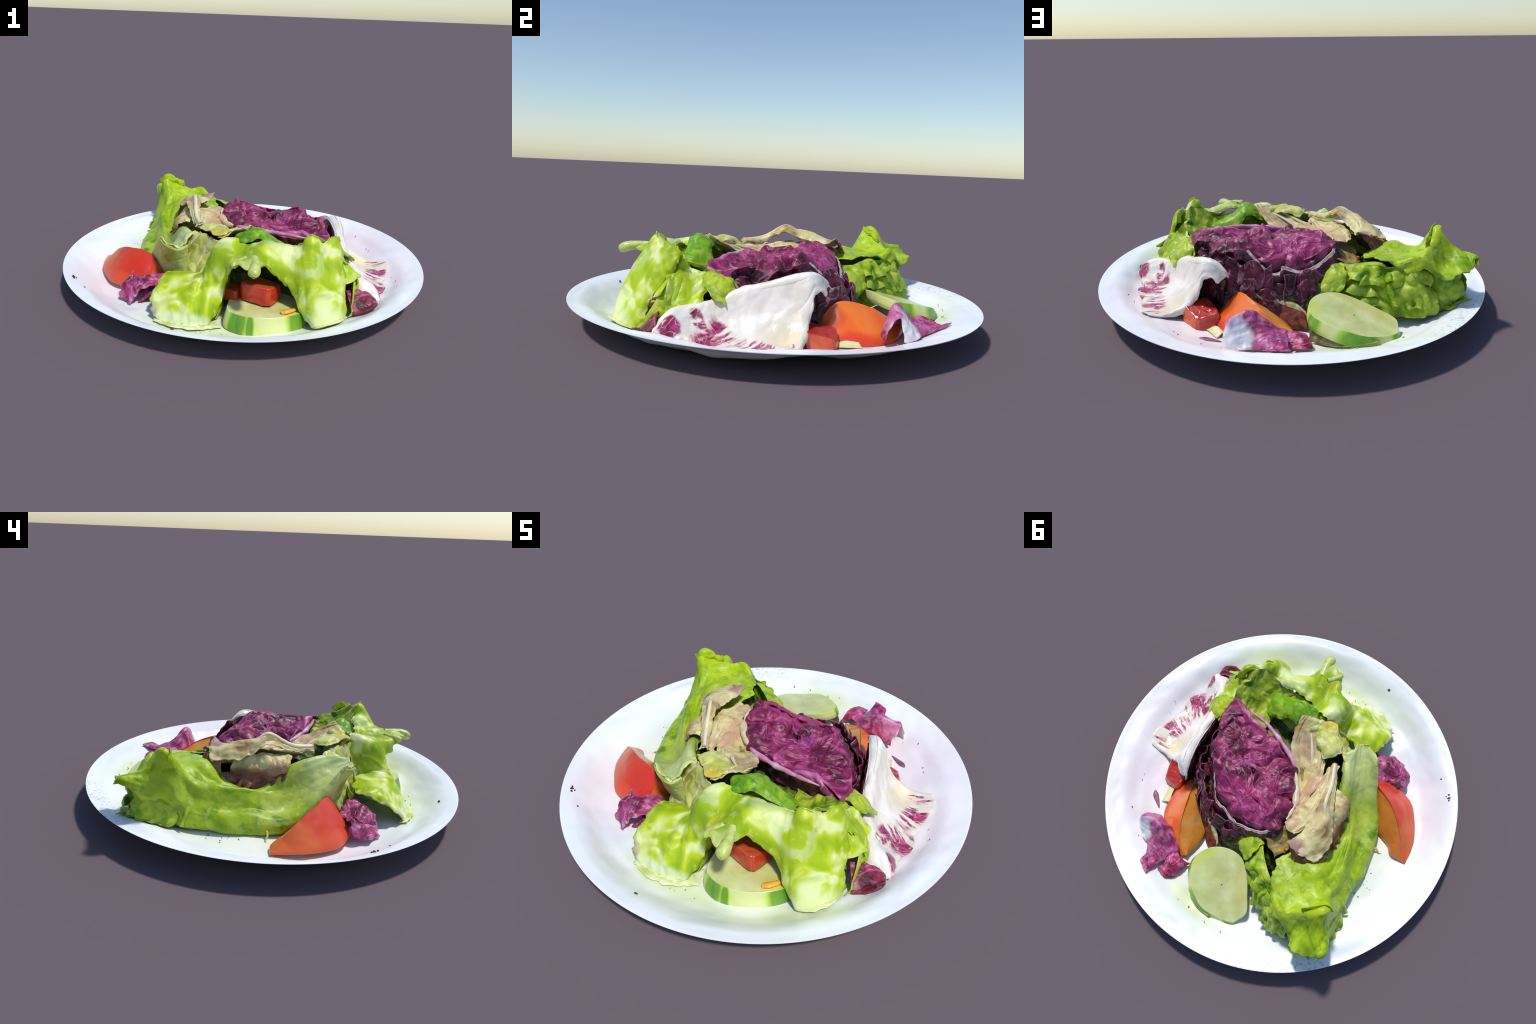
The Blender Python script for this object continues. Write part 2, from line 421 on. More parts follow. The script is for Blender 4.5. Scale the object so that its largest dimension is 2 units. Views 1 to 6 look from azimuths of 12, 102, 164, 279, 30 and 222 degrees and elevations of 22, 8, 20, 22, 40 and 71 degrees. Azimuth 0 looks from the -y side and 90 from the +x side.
    for cx, cy, sx, sy, k in [(.12, -.77, .3, .03, 4), (-.70, .10, .04, .12, 8), (-.15, .83, .2, .03, 4)]:
        for _ in range(k):
            fleck(cx + rng.normal() * sx * .5, cy + rng.normal() * sy * .5, rng.uniform(.0015, .0035), rng.uniform(1, 2.5), rng.uniform(0, 3))
    th.part("leaf_crumb", V, F, plain("herb_crumb", (0, 0, 0), "6f7d2a", "a9b45a", 30, .5), stuff=True)
build_plate()

# ============================================================================= INNER HEAP
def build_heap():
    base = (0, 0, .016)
    th = Thing("mixed_salad_bed", "hidden bed of crumpled salad leaves darkened for gap shadow", "salad", base)
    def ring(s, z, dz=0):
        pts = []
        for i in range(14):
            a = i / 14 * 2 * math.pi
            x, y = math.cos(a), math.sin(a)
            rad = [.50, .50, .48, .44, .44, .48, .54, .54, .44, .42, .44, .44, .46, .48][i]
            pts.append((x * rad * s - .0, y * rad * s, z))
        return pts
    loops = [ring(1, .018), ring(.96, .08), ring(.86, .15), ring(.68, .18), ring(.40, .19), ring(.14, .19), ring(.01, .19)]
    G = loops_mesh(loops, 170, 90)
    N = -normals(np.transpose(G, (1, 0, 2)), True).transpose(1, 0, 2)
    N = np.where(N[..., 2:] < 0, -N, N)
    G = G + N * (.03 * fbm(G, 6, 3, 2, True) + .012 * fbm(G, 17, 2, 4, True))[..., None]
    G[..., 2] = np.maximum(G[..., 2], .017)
    M = Mat("gap_shadow_darkened_leaf", base, .45, .35)  # greens and purples darkened to carry the shadow seen between leaves
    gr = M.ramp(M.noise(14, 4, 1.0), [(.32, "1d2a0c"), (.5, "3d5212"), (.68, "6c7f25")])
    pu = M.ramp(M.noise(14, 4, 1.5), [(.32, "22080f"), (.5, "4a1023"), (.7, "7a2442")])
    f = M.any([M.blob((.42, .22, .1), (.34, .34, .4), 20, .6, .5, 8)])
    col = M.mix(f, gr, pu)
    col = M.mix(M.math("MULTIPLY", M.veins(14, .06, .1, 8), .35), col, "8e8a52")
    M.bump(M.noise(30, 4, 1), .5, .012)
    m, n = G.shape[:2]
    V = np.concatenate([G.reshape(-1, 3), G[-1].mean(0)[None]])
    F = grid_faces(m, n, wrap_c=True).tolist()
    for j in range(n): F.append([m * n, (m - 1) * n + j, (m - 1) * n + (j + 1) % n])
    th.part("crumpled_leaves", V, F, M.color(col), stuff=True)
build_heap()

# ============================================================================= RADICCHIO HEAD
def build_radicchio_head():
    base = (.13, .10, .02)
    th = Thing("radicchio_head", "cut piece of crumpled dark magenta radicchio head", "radicchio", base)
    C = np.array([.13, .07])
    rim = rows((.475, -.200, .305), (.387, -.185, .335), (.245, -.175, .345), (.104, -.142, .342), (.005, -.100, .338), (-.07, -.02, .335),
               (-.135, .06, .343), (-.172, .150, .352), (-.165, .245, .345), (-.075, .30, .312), (.03, .315, .285), (.12, .305, .272), (.215, .28, .285),
               (.295, .21, .338), (.362, .150, .345), (.42, .03, .335), (.465, -.094, .315))
    low = rows((.46, -.17, .2), (.375, -.165, .22), (.245, -.16, .22), (.11, -.125, .22), (.02, -.085, .22), (-.05, -.01, .2), (-.11, .07, .2), (-.15, .16, .22),
               (-.17, .26, .2), (-.125, .345, .1), (-.03, .37, .05), (.06, .38, .04), (.18, .345, .05), (.30, .27, .06), (.39, .18, .09), (.46, .08, .11), (.46, -.06, .15))
    z1 = [.315, .330, .340, .338, .335, .335, .345, .368, .385, .350, .325, .322, .335, .390, .375, .340, .322]
    z2 = [.328, .332, .335, .335, .332, .332, .340, .352, .358, .352, .350, .350, .358, .365, .355, .34, .332]
    def inner(f, zs):
        return np.array([[*(C + (p[:2] - C) * f), z] for p, z in zip(rim, zs)])
    mid = (rim + low) / 2
    rim2 = rim * 1.0; rim2[:, :2] = C + (rim2[:, :2] - C) * .92; rim2[:, 2] += .002
    rimo = rim * 1.0; rimo[:, 2] -= .030; rimo[:, :2] = C + (rimo[:, :2] - C) * 1.01
    loops = [low, mid, rimo, rim2, inner(.72, z1), inner(.40, z2), inner(.05, [.335] * 17)]
    G = loops_mesh(loops, 300, 150)
    N = normals(np.transpose(G, (1, 0, 2)), True).transpose(1, 0, 2)
    N = np.where(((G - np.array([.13, .1, .1])) * N).sum(-1, keepdims=True) < 0, -N, N)
    # leaves crumpled into rounded facets parted by deep winding creases
    W = G + .09 * np.stack([fbm(G, 4.5, 2, q) for q in (41, 42, 43)], -1)
    def crease(f, sd, st=(1, 1, 1)): return np.minimum(np.abs(perlin(W * f * np.array(st) + sd)) * 2.0, .8)
    ridge = np.maximum(0, 1 - np.abs(perlin(W * np.array([4.5, 7.5, 6]) + 21.3)) * 8)
    cr = .034 * (crease(4.6, 3.1, (.8, 1.4, 1)) - .5) + .017 * (crease(9, 8.7, (1.3, .7, 1)) - .5) + .016 * ridge + .002 * fbm(W, 22, 1, 1)
    G = G + N * cr[..., None]
    m, n = G.shape[:2]
    V = np.concatenate([G.reshape(-1, 3), G[-1].mean(0)[None]])
    F = grid_faces(m, n, wrap_c=True).tolist()
    for j in range(n): F.append([m * n, (m - 1) * n + j, (m - 1) * n + (j + 1) % n])
    top = radicchio_mat("radicchio_top", base, "4d0e2b", "85204f", "ad467a", "d69cb8", patches=[
        ((.3, -.165, .35), (.12, .02, .04), -5, "cf74a4", .8),
        ((.1, .22, .34), (.18, .07, .08), 0, "ac3570", .6), ((.19, .05, .36), (.05, .03, .05), 40, "a84d92", .6)])
    side = radicchio_mat("radicchio_side", base, "3a0e20", "5f1735", "8a2c58", "c092a4", streak_amt=.6)
    idx = [1 if (f[0] // n) < 52 else 0 for f in F]
    th.part("heart", V, F, [top, side], idx)
    # pink flap lying over the far slope
    flapm = radicchio_mat("radicchio_flap", base, "7d1b46", "a5306a", "c25a92", "d99ab8", streak_amt=.5)
    sheet(th, "leaf", rows([(.275, .155, .392), (.290, .190, .350), (.292, .215, .322)], [(.20, .175, .365), (.20, .225, .328), (.20, .262, .292)],
                           [(.10, .185, .355), (.10, .24, .318), (.10, .285, .280)], [(.0, .20, .362), (.0, .25, .328), (.0, .295, .292)],
                           [(-.08, .205, .388), (-.095, .24, .362), (-.10, .28, .328)]), flapm, 80, 50, .012, (.008, 9), (.004, 24), ruffle=(.010, 12, .05), fold=(.008, 8, 8), seed=4, lift=.006)
    # white-edged collar around the far side
    wht = plain("white_rib", base, "bfa8a0", "dccdc4", 18, .45)
    darkm = radicchio_mat("radicchio_dark_leaf", base, "2e0b18", "54142c", "7c264a", "b98a9a", streak_amt=.6)
    edge = plain("pale_leaf_edge", base, "6e3a50", "9c6a7c", 30, .4)
    zig = rows((.295, .165, .375), (.275, .215, .335), (.235, .265, .285), (.195, .308, .248), (.155, .318, .250), (.135, .315, .275), (.05, .330, .248), (-.04, .320, .270), (-.12, .285, .312), (-.165, .24, .338))
    lowz = zig * 1.0; lowz[:, 2] -= .09; lowz[:, :2] = C + (lowz[:, :2] - C) * 1.09
    midz = (zig + lowz) / 2; midz[:, :2] = C + (midz[:, :2] - C) * 1.03
    _, S, Nn = sheet(th, "leaf", np.stack([zig, midz, lowz], 1), darkm, 120, 36, .014, (.009, 12), (.004, 30), ruffle=(.010, 14, .04), seed=6, edges="v", band=.016, band_mat=wht)
    tube(th, "white_rib", rows((-.180, .165, .33), (-.165, .09, .315), (-.145, .04, .305), (-.09, -.03, .305), (-.03, -.09, .318)), [.006, .016, .018, .013, .004], plain("cream_rib", base, "d3bfa0", "ead9c8", 20, .4), 60, 10, 1.1, .6, 5)
    tube(th, "pink_rib", rows((-.05, -.075, .315), (.03, -.125, .325), (.12, -.155, .330), (.25, -.185, .336), (.38, -.19, .33)), [.004, .012, .012, .010, .004], plain("pink_rib", base, "c06c98", "e0b4c8", 14, .4), 60, 10, 1.1, .6, 6)
    # outer leaves shingled down the far side, each with a pale wavy edge
    rng = np.random.RandomState(12)
    def collar(a0, a1, z0, z1, s0, s1, seed, npt=7):
        A = np.radians(np.linspace(a0, a1, npt)); out = []
        for i, a in enumerate(A):
            d = np.array([math.cos(a), math.sin(a)])
            col = []
            for f in (0, .5, 1):
                z = z0 + (z1 - z0) * f + .018 * math.sin(i * 2.1 + seed) * (1 - f)
                R0 = np.interp(np.degrees(a), [-30, 0, 30, 60, 90, 110, 130, 150], [.385, .35, .32, .31, .315, .32, .325, .32])
                rr = R0 * (s0 + (s1 - s0) * f) + .012 * math.sin(i * 1.7 + seed * 2)
                col.append((*(C + np.array([.0, .03]) + d * rr), z))
            out.append(col)
        return np.array(out)
    for k, (a0, a1, z0, z1, s0, s1) in enumerate([(20, 75, .30, .19, .80, .92), (85, 135, .245, .14, .82, .97), (0, 60, .235, .12, .92, 1.02), (55, 115, .20, .09, .88, 1.04), (95, 140, .165, .07, .90, 1.06),
                                                  (15, 70, .15, .05, 1.0, 1.10), (65, 125, .125, .04, .98, 1.12), (-22, 25, .22, .10, .96, 1.05)]):
        sheet(th, "leaf", collar(a0, a1, z0, z1, s0, s1, k), darkm, 90, 34, .010, (.010, 11), (.004, 30), ruffle=(.014, 15, .05), jag=(.014, 12, .05), wave=(.012, 3, "v", .06), seed=20 + k, edges="uUvV", band=.0035, band_mat=edge)
    # pointed outer leaf folding up at the near right tip
    sheet(th, "leaf", rows([(.37, -.17, .335), (.42, -.10, .325), (.42, .0, .330)], [(.43, -.195, .335), (.465, -.12, .315), (.455, -.02, .325)], [(.488, -.21, .310), (.497, -.165, .300), (.49, -.09, .300)],
                          [(.49, -.19, .25), (.515, -.14, .24), (.515, -.06, .24)]), top, 50, 40, .014, (.007, 11), (.003, 30), ruffle=(.01, 10, .05), seed=31)
build_radicchio_head()

# ============================================================================= FRONT LETTUCE LEAF
def build_front_leaf():
    base = (.15, -.6, .02)
    th = Thing("lettuce_leaf", "pale green curly lettuce leaf arching over cucumber", "lettuce", base)
    M = Mat("pale_green_lettuce", base, .40, .32)
    f = M.noise(7.5, 1.5, .9, .5)
    col = M.ramp(f, [(.36, "8fac12"), (.47, "aac418"), (.53, "bcd02e"), (.62, "dfe9a2")])
    col = M.mix(M.math("MULTIPLY", M.range(M.noise(5, 2, .6, off=6), .52, .66), .55), col, "93b512")
    col = M.mix(M.math("MULTIPLY", M.range(M.noise(17, 2, .8, off=2), .57, .68), .45), col, "dde58c")
    for c, r, rot, h, amt in [((.56, -.61, .05), (.15, .09, .08), 25, "e6ecb8", .8), ((-.12, -.73, .03), (.22, .05, .05), -6, "e2e9c0", .8), ((.28, -.47, .36), (.10, .05, .06), 0, "e0eaae", .5),
                              ((.02, -.55, .30), (.05, .09, .10), 0, "8aac16", .6), ((.57, -.26, .27), (.06, .05, .05), 0, "93a814", .5), ((-.285, -.70, .07), (.03, .035, .035), 0, "8d7a72", .8),
                              ((.20, -.68, .345), (.05, .06, .04), 0, "d6d998", .5), ((-.25, -.66, .1), (.05, .06, .05), 0, "e2e6a0", .5), ((.10, -.60, .33), (.025, .06, .03), 0, "c2c23a", .5)]:
        col = M.mix(M.math("MULTIPLY", M.blob(c, r, rot, .8, .35, 14), amt), col, h)
    M.bump(M.noise(11, 2, 1.0), .25, .012)
    g = M.color(col)
    net = rows(
        [(-.285, -.465, .165), (-.300, -.52, .165), (-.305, -.59, .140), (-.300, -.65, .105), (-.280, -.722, .040)],
        [(-.21, -.45, .165), (-.235, -.51, .188), (-.225, -.585, .178), (-.20, -.65, .130), (-.165, -.735, .020)],
        [(-.12, -.445, .168), (-.13, -.50, .192), (-.13, -.57, .190), (-.115, -.65, .170), (-.09, -.745, .012)],
        [(-.06, -.43, .178), (-.075, -.50, .200), (-.065, -.57, .205), (-.05, -.645, .172), (-.015, -.71, .025)],
        [(-.03, -.42, .280), (-.05, -.50, .285), (-.04, -.575, .250), (-.01, -.63, .190), (.015, -.66, .050)],
        [(.000, -.405, .358), (-.02, -.50, .356), (-.005, -.58, .300), (.030, -.61, .200), (.030, -.61, .090)],
        [(.045, -.405, .370), (.030, -.49, .364), (.050, -.56, .340), (.065, -.60, .300), (.055, -.60, .220)],
        [(.09, -.42, .345), (.09, -.49, .332), (.10, -.56, .325), (.11, -.63, .328), (.115, -.685, .330)],
        [(.15, -.43, .355), (.16, -.50, .358), (.175, -.57, .350), (.19, -.63, .348), (.205, -.69, .342)],
        [(.215, -.43, .368), (.225, -.495, .386), (.235, -.535, .362), (.245, -.56, .325), (.25, -.57, .290)],
        [(.30, -.415, .360), (.315, -.465, .366), (.335, -.515, .315), (.355, -.545, .240), (.365, -.555, .180)],
        [(.37, -.415, .372), (.385, -.465, .372), (.41, -.535, .300), (.43, -.575, .200), (.445, -.60, .080)],
        [(.42, -.42, .405), (.437, -.46, .432), (.465, -.525, .318), (.485, -.580, .205), (.505, -.635, .020)],
        [(.48, -.385, .370), (.495, -.42, .368), (.52, -.465, .282), (.545, -.53, .178), (.565, -.62, .008)],
        [(.525, -.335, .405), (.545, -.36, .378), (.56, -.42, .300), (.585, -.475, .192), (.615, -.545, .012)],
        [(.555, -.295, .335), (.580, -.325, .280), (.600, -.375, .225), (.605, -.41, .150), (.622, -.43, .050)])
    _, S, N = sheet(th, "leaf_blade", net, g, 260, 100, .015, (.007, 7), (.0015, 22), ruffle=(.010, 14, .05), jag=(.026, 22, .05), fold=(.012, 7, 3), seed=2)
    sheet(th, "leaf_tip", rows([(.570, -.335, .285), (.592, -.37, .235), (.60, -.40, .185)], [(.615, -.332, .258), (.630, -.355, .228), (.635, -.38, .195)], [(.655, -.335, .232), (.662, -.345, .218), (.660, -.352, .208)], [(.674, -.336, .222), (.676, -.339, .217), (.673, -.342, .212)]), g, 40, 30, .012, (.003, 12), seed=3)
    pale = plain("lettuce_rib", base, "d4e08a", "e6ecb4", 16, .4)
    # leaf packed behind the arch, running back toward the radicchio
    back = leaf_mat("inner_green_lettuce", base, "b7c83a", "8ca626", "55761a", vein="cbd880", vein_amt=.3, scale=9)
    # inner walls that close the leaf down to the plate
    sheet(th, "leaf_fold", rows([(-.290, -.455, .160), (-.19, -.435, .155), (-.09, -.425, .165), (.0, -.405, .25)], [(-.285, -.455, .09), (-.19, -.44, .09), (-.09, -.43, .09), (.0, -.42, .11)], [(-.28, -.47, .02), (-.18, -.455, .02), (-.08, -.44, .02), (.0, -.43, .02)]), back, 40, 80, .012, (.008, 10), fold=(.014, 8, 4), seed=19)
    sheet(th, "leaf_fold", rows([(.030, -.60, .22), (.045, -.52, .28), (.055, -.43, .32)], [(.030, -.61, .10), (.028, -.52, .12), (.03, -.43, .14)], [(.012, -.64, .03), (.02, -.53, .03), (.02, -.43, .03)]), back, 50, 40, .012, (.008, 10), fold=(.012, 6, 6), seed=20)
    sheet(th, "leaf_fold", rows([(.22, -.43, .350), (.33, -.425, .340), (.435, -.43, .405), (.51, -.36, .385)], [(.27, -.37, .285), (.36, -.355, .285), (.45, -.35, .335), (.52, -.29, .335)],
                                [(.28, -.28, .245), (.37, -.27, .250), (.45, -.27, .300), (.51, -.22, .31)], [(.26, -.16, .24), (.36, -.17, .25), (.44, -.19, .285), (.495, -.165, .29)]), back, 80, 80, .012, (.010, 9), (.004, 26), ruffle=(.014, 12, .05), fold=(.018, 3, 10), jag=(.015, 20, .05), seed=16)
    sheet(th, "leaf_fold", rows([(-.03, -.42, .30), (.04, -.42, .34), (.14, -.43, .345), (.24, -.43, .345)], [(.0, -.36, .27), (.06, -.36, .30), (.15, -.37, .31), (.26, -.38, .29)], [(.02, -.28, .23), (.09, -.27, .25), (.17, -.27, .26), (.27, -.30, .24)]),
          back, 60, 70, .012, (.010, 9), (.004, 26), fold=(.018, 3, 10), seed=17)
    # the two curled nubs hanging over the cucumber
    nub = plain("nub_green", base, "a9bc3c", "d3dc94", 26, .4, patches=[((.13, -.665, .34), (.02, .03, .02), 0, "9c7a62", .7)])
    tube(th, "curled_tip", rows((.19, -.60, .352), (.205, -.66, .348), (.214, -.70, .340), (.219, -.728, .328), (.221, -.742, .318)), [.018, .023, .027, .026, .010], nub, 36, 14, .9, .2, 2)
    tube(th, "curled_tip", rows((.15, -.60, .350), (.125, -.64, .343), (.112, -.672, .338), (.12, -.69, .334)), [.014, .016, .019, .007], nub, 28, 12, .9, .25, 5)
    # frilly lobes on the far right
    sheet(th, "leaf_frill", rows([(.50, -.335, .375), (.505, -.26, .315), (.495, -.185, .295)], [(.575, -.335, .300), (.58, -.26, .255), (.565, -.17, .255)], [(.645, -.345, .205), (.645, -.27, .165), (.62, -.175, .20)],
                                [(.665, -.345, .13), (.67, -.28, .10), (.66, -.20, .13)]), g, 70, 70, .012, (.012, 11), (.004, 28), ruffle=(.02, 15, .07), jag=(.03, 24, .06), fold=(.016, 4, 11), wave=(.018, 4, "U", .08), seed=7)
    sheet(th, "leaf_fold", rows([(.60, -.33, .275), (.645, -.36, .20), (.645, -.42, .10), (.635, -.47, .03)], [(.60, -.29, .25), (.640, -.31, .17), (.655, -.35, .09), (.655, -.40, .04)], [(.58, -.24, .22), (.625, -.26, .15), (.64, -.29, .10), (.645, -.33, .05)]), back, 40, 50, .012, (.010, 12), (.003, 28), fold=(.014, 9, 5), seed=18)
    # spiky upper edge
    sheet(th, "leaf_frill", rows([(.40, -.43, .385), (.405, -.45, .415)], [(.437, -.44, .395), (.437, -.462, .444)], [(.48, -.40, .385), (.49, -.41, .405)], [(.515, -.36, .385), (.533, -.345, .420)], [(.54, -.30, .35), (.56, -.29, .37)]),
          g, 70, 26, .010, (.008, 12), (.002, 30), jag=(.028, 30, .035), seed=9)
    # inner fold seen behind the arch
    sheet(th, "leaf_fold", rows([(.30, -.44, .33), (.36, -.46, .20), (.42, -.52, .08)], [(.36, -.42, .35), (.42, -.45, .22), (.48, -.52, .07)]), leaf_mat("leaf_underside", base, "b3c034", "8ea31e", "5f7a14"), 30, 40, .012, (.008, 12), seed=12)
    # pale wet toe of the leaf on the plate
    sheet(th, "leaf_toe", rows([(-.29, -.69, .03), (-.27, -.735, .020)], [(-.18, -.70, .022), (-.15, -.775, .012)], [(-.05, -.68, .016), (-.02, -.75, .008)], [(.03, -.62, .016), (.06, -.70, .008)]), leaf_mat("leaf_toe_green", base, "e4ebbf", "cfdb8c", "b0bf5c"), 60, 24, .008, (.005, 14), jag=(.02, 20, .05), seed=15)
build_front_leaf()

# ============================================================================= BACK LETTUCE LEAF
def build_back_leaf():
    base = (-.5, .15, .02)
    th = Thing("lettuce_leaf", "long green frilly lettuce leaf with pale stem", "lettuce", base)
    g = leaf_mat("bright_green_lettuce", base, "a6c010", "84a80c", "52800a", vein="d3df7c", vein_amt=.3, scale=7, balance=.5, pale2="c4d840", patches=[
        ((-.33, -.36, .30), (.20, .15, .16), -40, "d2dc96", .85), ((-.42, -.22, .2), (.10, .20, .16), 25, "b4bf52", .45),
        ((-.60, .42, .40), (.09, .06, .06), 0, "c3d81f", .6), ((-.5, .3, .25), (.12, .2, .08), 0, "aecb1e", .4)])
    net = rows(
        [(-.36, -.36, .220), (-.37, -.375, .270), (-.352, -.398, .327), (-.315, -.425, .312), (-.24, -.445, .302), (-.215, -.41, .312), (-.205, -.352, .331), (-.195, -.33, .32)],
        [(-.40, -.30, .140), (-.418, -.318, .170), (-.405, -.335, .225), (-.36, -.345, .232), (-.30, -.34, .245), (-.255, -.325, .285), (-.235, -.29, .316), (-.22, -.27, .30)],
        [(-.455, -.235, .06), (-.478, -.255, .110), (-.462, -.265, .160), (-.41, -.262, .172), (-.36, -.248, .205), (-.315, -.23, .258), (-.28, -.215, .308), (-.26, -.20, .29)],
        [(-.55, -.125, .045), (-.572, -.14, .065), (-.556, -.14, .103), (-.49, -.135, .108), (-.425, -.13, .158), (-.37, -.12, .232), (-.335, -.11, .283), (-.30, -.10, .26)],
        [(-.595, .01, .045), (-.632, .00, .064), (-.600, .02, .130), (-.540, .01, .142), (-.500, .008, .212), (-.47, .01, .200), (-.42, .03, .190), (-.36, .04, .17)],
        [(-.62, .11, .045), (-.655, .10, .068), (-.640, .11, .125), (-.59, .125, .155), (-.555, .145, .235), (-.51, .15, .220), (-.44, .18, .235), (-.36, .19, .19)],
        [(-.635, .20, .050), (-.655, .20, .095), (-.645, .20, .140), (-.61, .22, .190), (-.575, .24, .245), (-.53, .255, .262), (-.455, .262, .318), (-.30, .275, .27)],
        [(-.66, .31, .07), (-.675, .30, .115), (-.652, .31, .180), (-.615, .32, .230), (-.585, .33, .285), (-.535, .335, .305), (-.45, .36, .300), (-.28, .36, .280)],
        [(-.66, .42, .10), (-.668, .42, .200), (-.656, .41, .310), (-.642, .40, .375), (-.620, .398, .408), (-.565, .43, .325), (-.46, .455, .295), (-.31, .445, .295)],
        [(-.68, .47, .15), (-.690, .47, .260), (-.665, .455, .340), (-.632, .45, .390), (-.598, .455, .405), (-.545, .48, .345), (-.46, .52, .312), (-.33, .48, .300)],
        [(-.725, .54, .26), (-.735, .545, .302), (-.70, .525, .330), (-.66, .52, .325), (-.61, .53, .270), (-.55, .53, .275), (-.46, .545, .328), (-.36, .52, .290)],
        [(-.742, .61, .292), (-.736, .602, .312), (-.70, .615, .283), (-.645, .650, .266), (-.61, .655, .258), (-.56, .605, .225), (-.48, .58, .280), (-.40, .555, .265)])
    _, S, N = sheet(th, "leaf_blade", net, g, 200, 130, .016, (.007, 6), (.0025, 22), ruffle=(.012, 11, .06), jag=(.024, 22, .05), fold=(.013, 2.2, 8), seed=21)
    pale = leaf_mat("stem_pale", base, "d6df9c", "c3d068", "a9bd44", scale=6)
    rib_on(th, "midrib", S, N, [(.0, .56), (.12, .56), (.25, .57), (.38, .575), (.5, .57)], [.022, .018, .012, .008, .003], pale, 70, 10, .4)
    for path, r in [([(.08, .42), (.2, .36), (.34, .28)], [.011, .008, .004]), ([(.1, .7), (.22, .74), (.34, .8)], [.011, .008, .004]), ([(.16, .3), (.28, .2), (.38, .14)], [.008, .006, .003])]:
        rib_on(th, "leaf_rib", S, N, path, r, pale)
    sheet(th, "leaf_frill", rows([(-.648, .392, .375), (-.655, .388, .412)], [(-.615, .392, .395), (-.618, .388, .438)], [(-.580, .425, .385), (-.580, .425, .412)], [(-.55, .455, .365), (-.545, .46, .398)], [(-.53, .475, .345), (-.52, .485, .372)]), g, 60, 20, .012, (.006, 12), jag=(.022, 30, .04), seed=38)
    # cut end of the stem and its underside dropping onto the tomato
    sheet(th, "stem", rows([(-.352, -.402, .318), (-.30, -.436, .300), (-.24, -.447, .290), (-.208, -.40, .300)], [(-.40, -.345, .250), (-.325, -.39, .245), (-.255, -.41, .245), (-.21, -.39, .25)],
                          [(-.43, -.31, .192), (-.345, -.36, .19), (-.262, -.395, .195), (-.215, -.38, .19)], [(-.42, -.29, .10), (-.34, -.33, .08), (-.26, -.37, .08), (-.21, -.37, .08)]), leaf_mat("stem_cut", base, "c9cf86", "b3b95c", "96993a", scale=6), 50, 50, .024, (.005, 9), seed=23, taper=.7)
    # frilly skirt around the far end: a hollow inner wall and three tiers of waved frill
    fr = leaf_mat("frill_green", base, "a8c022", "82a616", "4c7c10", vein="c3d060", vein_amt=.35, scale=9, balance=.5, pale2="c2d04c")
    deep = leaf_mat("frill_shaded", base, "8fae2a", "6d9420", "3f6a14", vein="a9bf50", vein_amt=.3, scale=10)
    line = lambda *p: np.array(p, float)
    top = line((-.13, .335, .235), (-.19, .40, .270), (-.27, .46, .290), (-.35, .50, .285), (-.43, .550, .325), (-.50, .53, .265), (-.585, .60, .240), (-.67, .58, .255), (-.675, .46, .21), (-.645, .31, .17))
    def ring(dz, out, z=None):
        R = top * 1.0
        c = np.array([-.40, .30]); d = R[:, :2] - c; d /= np.linalg.norm(d, axis=1)[:, None]
        R[:, :2] += d * out; R[:, 2] = R[:, 2] + dz if z is None else z
        return R
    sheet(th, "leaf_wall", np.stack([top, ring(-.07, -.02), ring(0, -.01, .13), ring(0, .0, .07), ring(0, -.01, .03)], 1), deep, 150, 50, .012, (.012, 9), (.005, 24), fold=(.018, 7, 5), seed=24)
    def tier(i0, i1, dz0, o0, dz1, o1, seed, n, z1=None, amp=.020):
        a, b = ring(dz0, o0)[i0:i1], ring(dz1, o1, z1)[i0:i1]
        m = (a + b) / 2; m[:, 2] += .02
        sheet(th, "leaf_frill", np.stack([a, m, b], 1), fr, 160, 50, .011, (.014, 8), (.004, 20), ruffle=(.034, 9, .10), wave=(amp, n, "V", .085), jag=(.016, 16, .05), edges="uUV", seed=seed)
    tier(0, 4, .0, -.03, -.07, .045, 25, 4)
    tier(1, 6, -.02, -.02, -.10, .035, 26, 5)
    tier(0, 4, -.07, -.01, -.13, .07, 27, 4, .150)
    tier(2, 6, -.08, .02, -.18, .095, 28, 6, .115)
    tier(0, 6, -.12, .02, -.2, .095, 29, 7, .070)
    tier(3, 8, -.03, -.02, -.12, .02, 30, 4)
    tier(6, 10, -.10, -.02, -.2, .0, 31, 4, .085, .014)
    tier(4, 8, -.15, .0, -.2, .05, 32, 4, .045)
    tube(th, "torn_strand", rows((-.655, .30, .18), (-.685, .30, .15), (-.702, .31, .12), (-.712, .315, .10)), [.012, .009, .008, .012], fr, 24, 8, .6, .4, 3)
    sheet(th, "leaf_frill", rows([(-.66, .335, .19), (-.695, .345, .14), (-.722, .35, .095)], [(-.675, .40, .20), (-.705, .41, .15), (-.738, .42, .095)], [(-.69, .47, .21), (-.715, .48, .16), (-.745, .48, .100)], [(-.70, .54, .25), (-.72, .545, .19), (-.725, .56, .125)]), fr, 50, 40, .010, (.010, 11), wave=(.012, 3, "V", .06), jag=(.03, 20, .06), seed=37)
    # curl of leaf beside the radicchio and torn scraps under the leaf
    sheet(th, "leaf_frill", rows([(-.07, .32, .22), (-.115, .315, .262), (-.165, .33, .278)], [(-.045, .375, .165), (-.10, .39, .215), (-.155, .405, .238)], [(-.05, .41, .10), (-.09, .43, .14), (-.14, .445, .17)]), fr, 50, 40, .012, (.014, 12), ruffle=(.02, 14, .06), jag=(.02, 20, .05), seed=33)
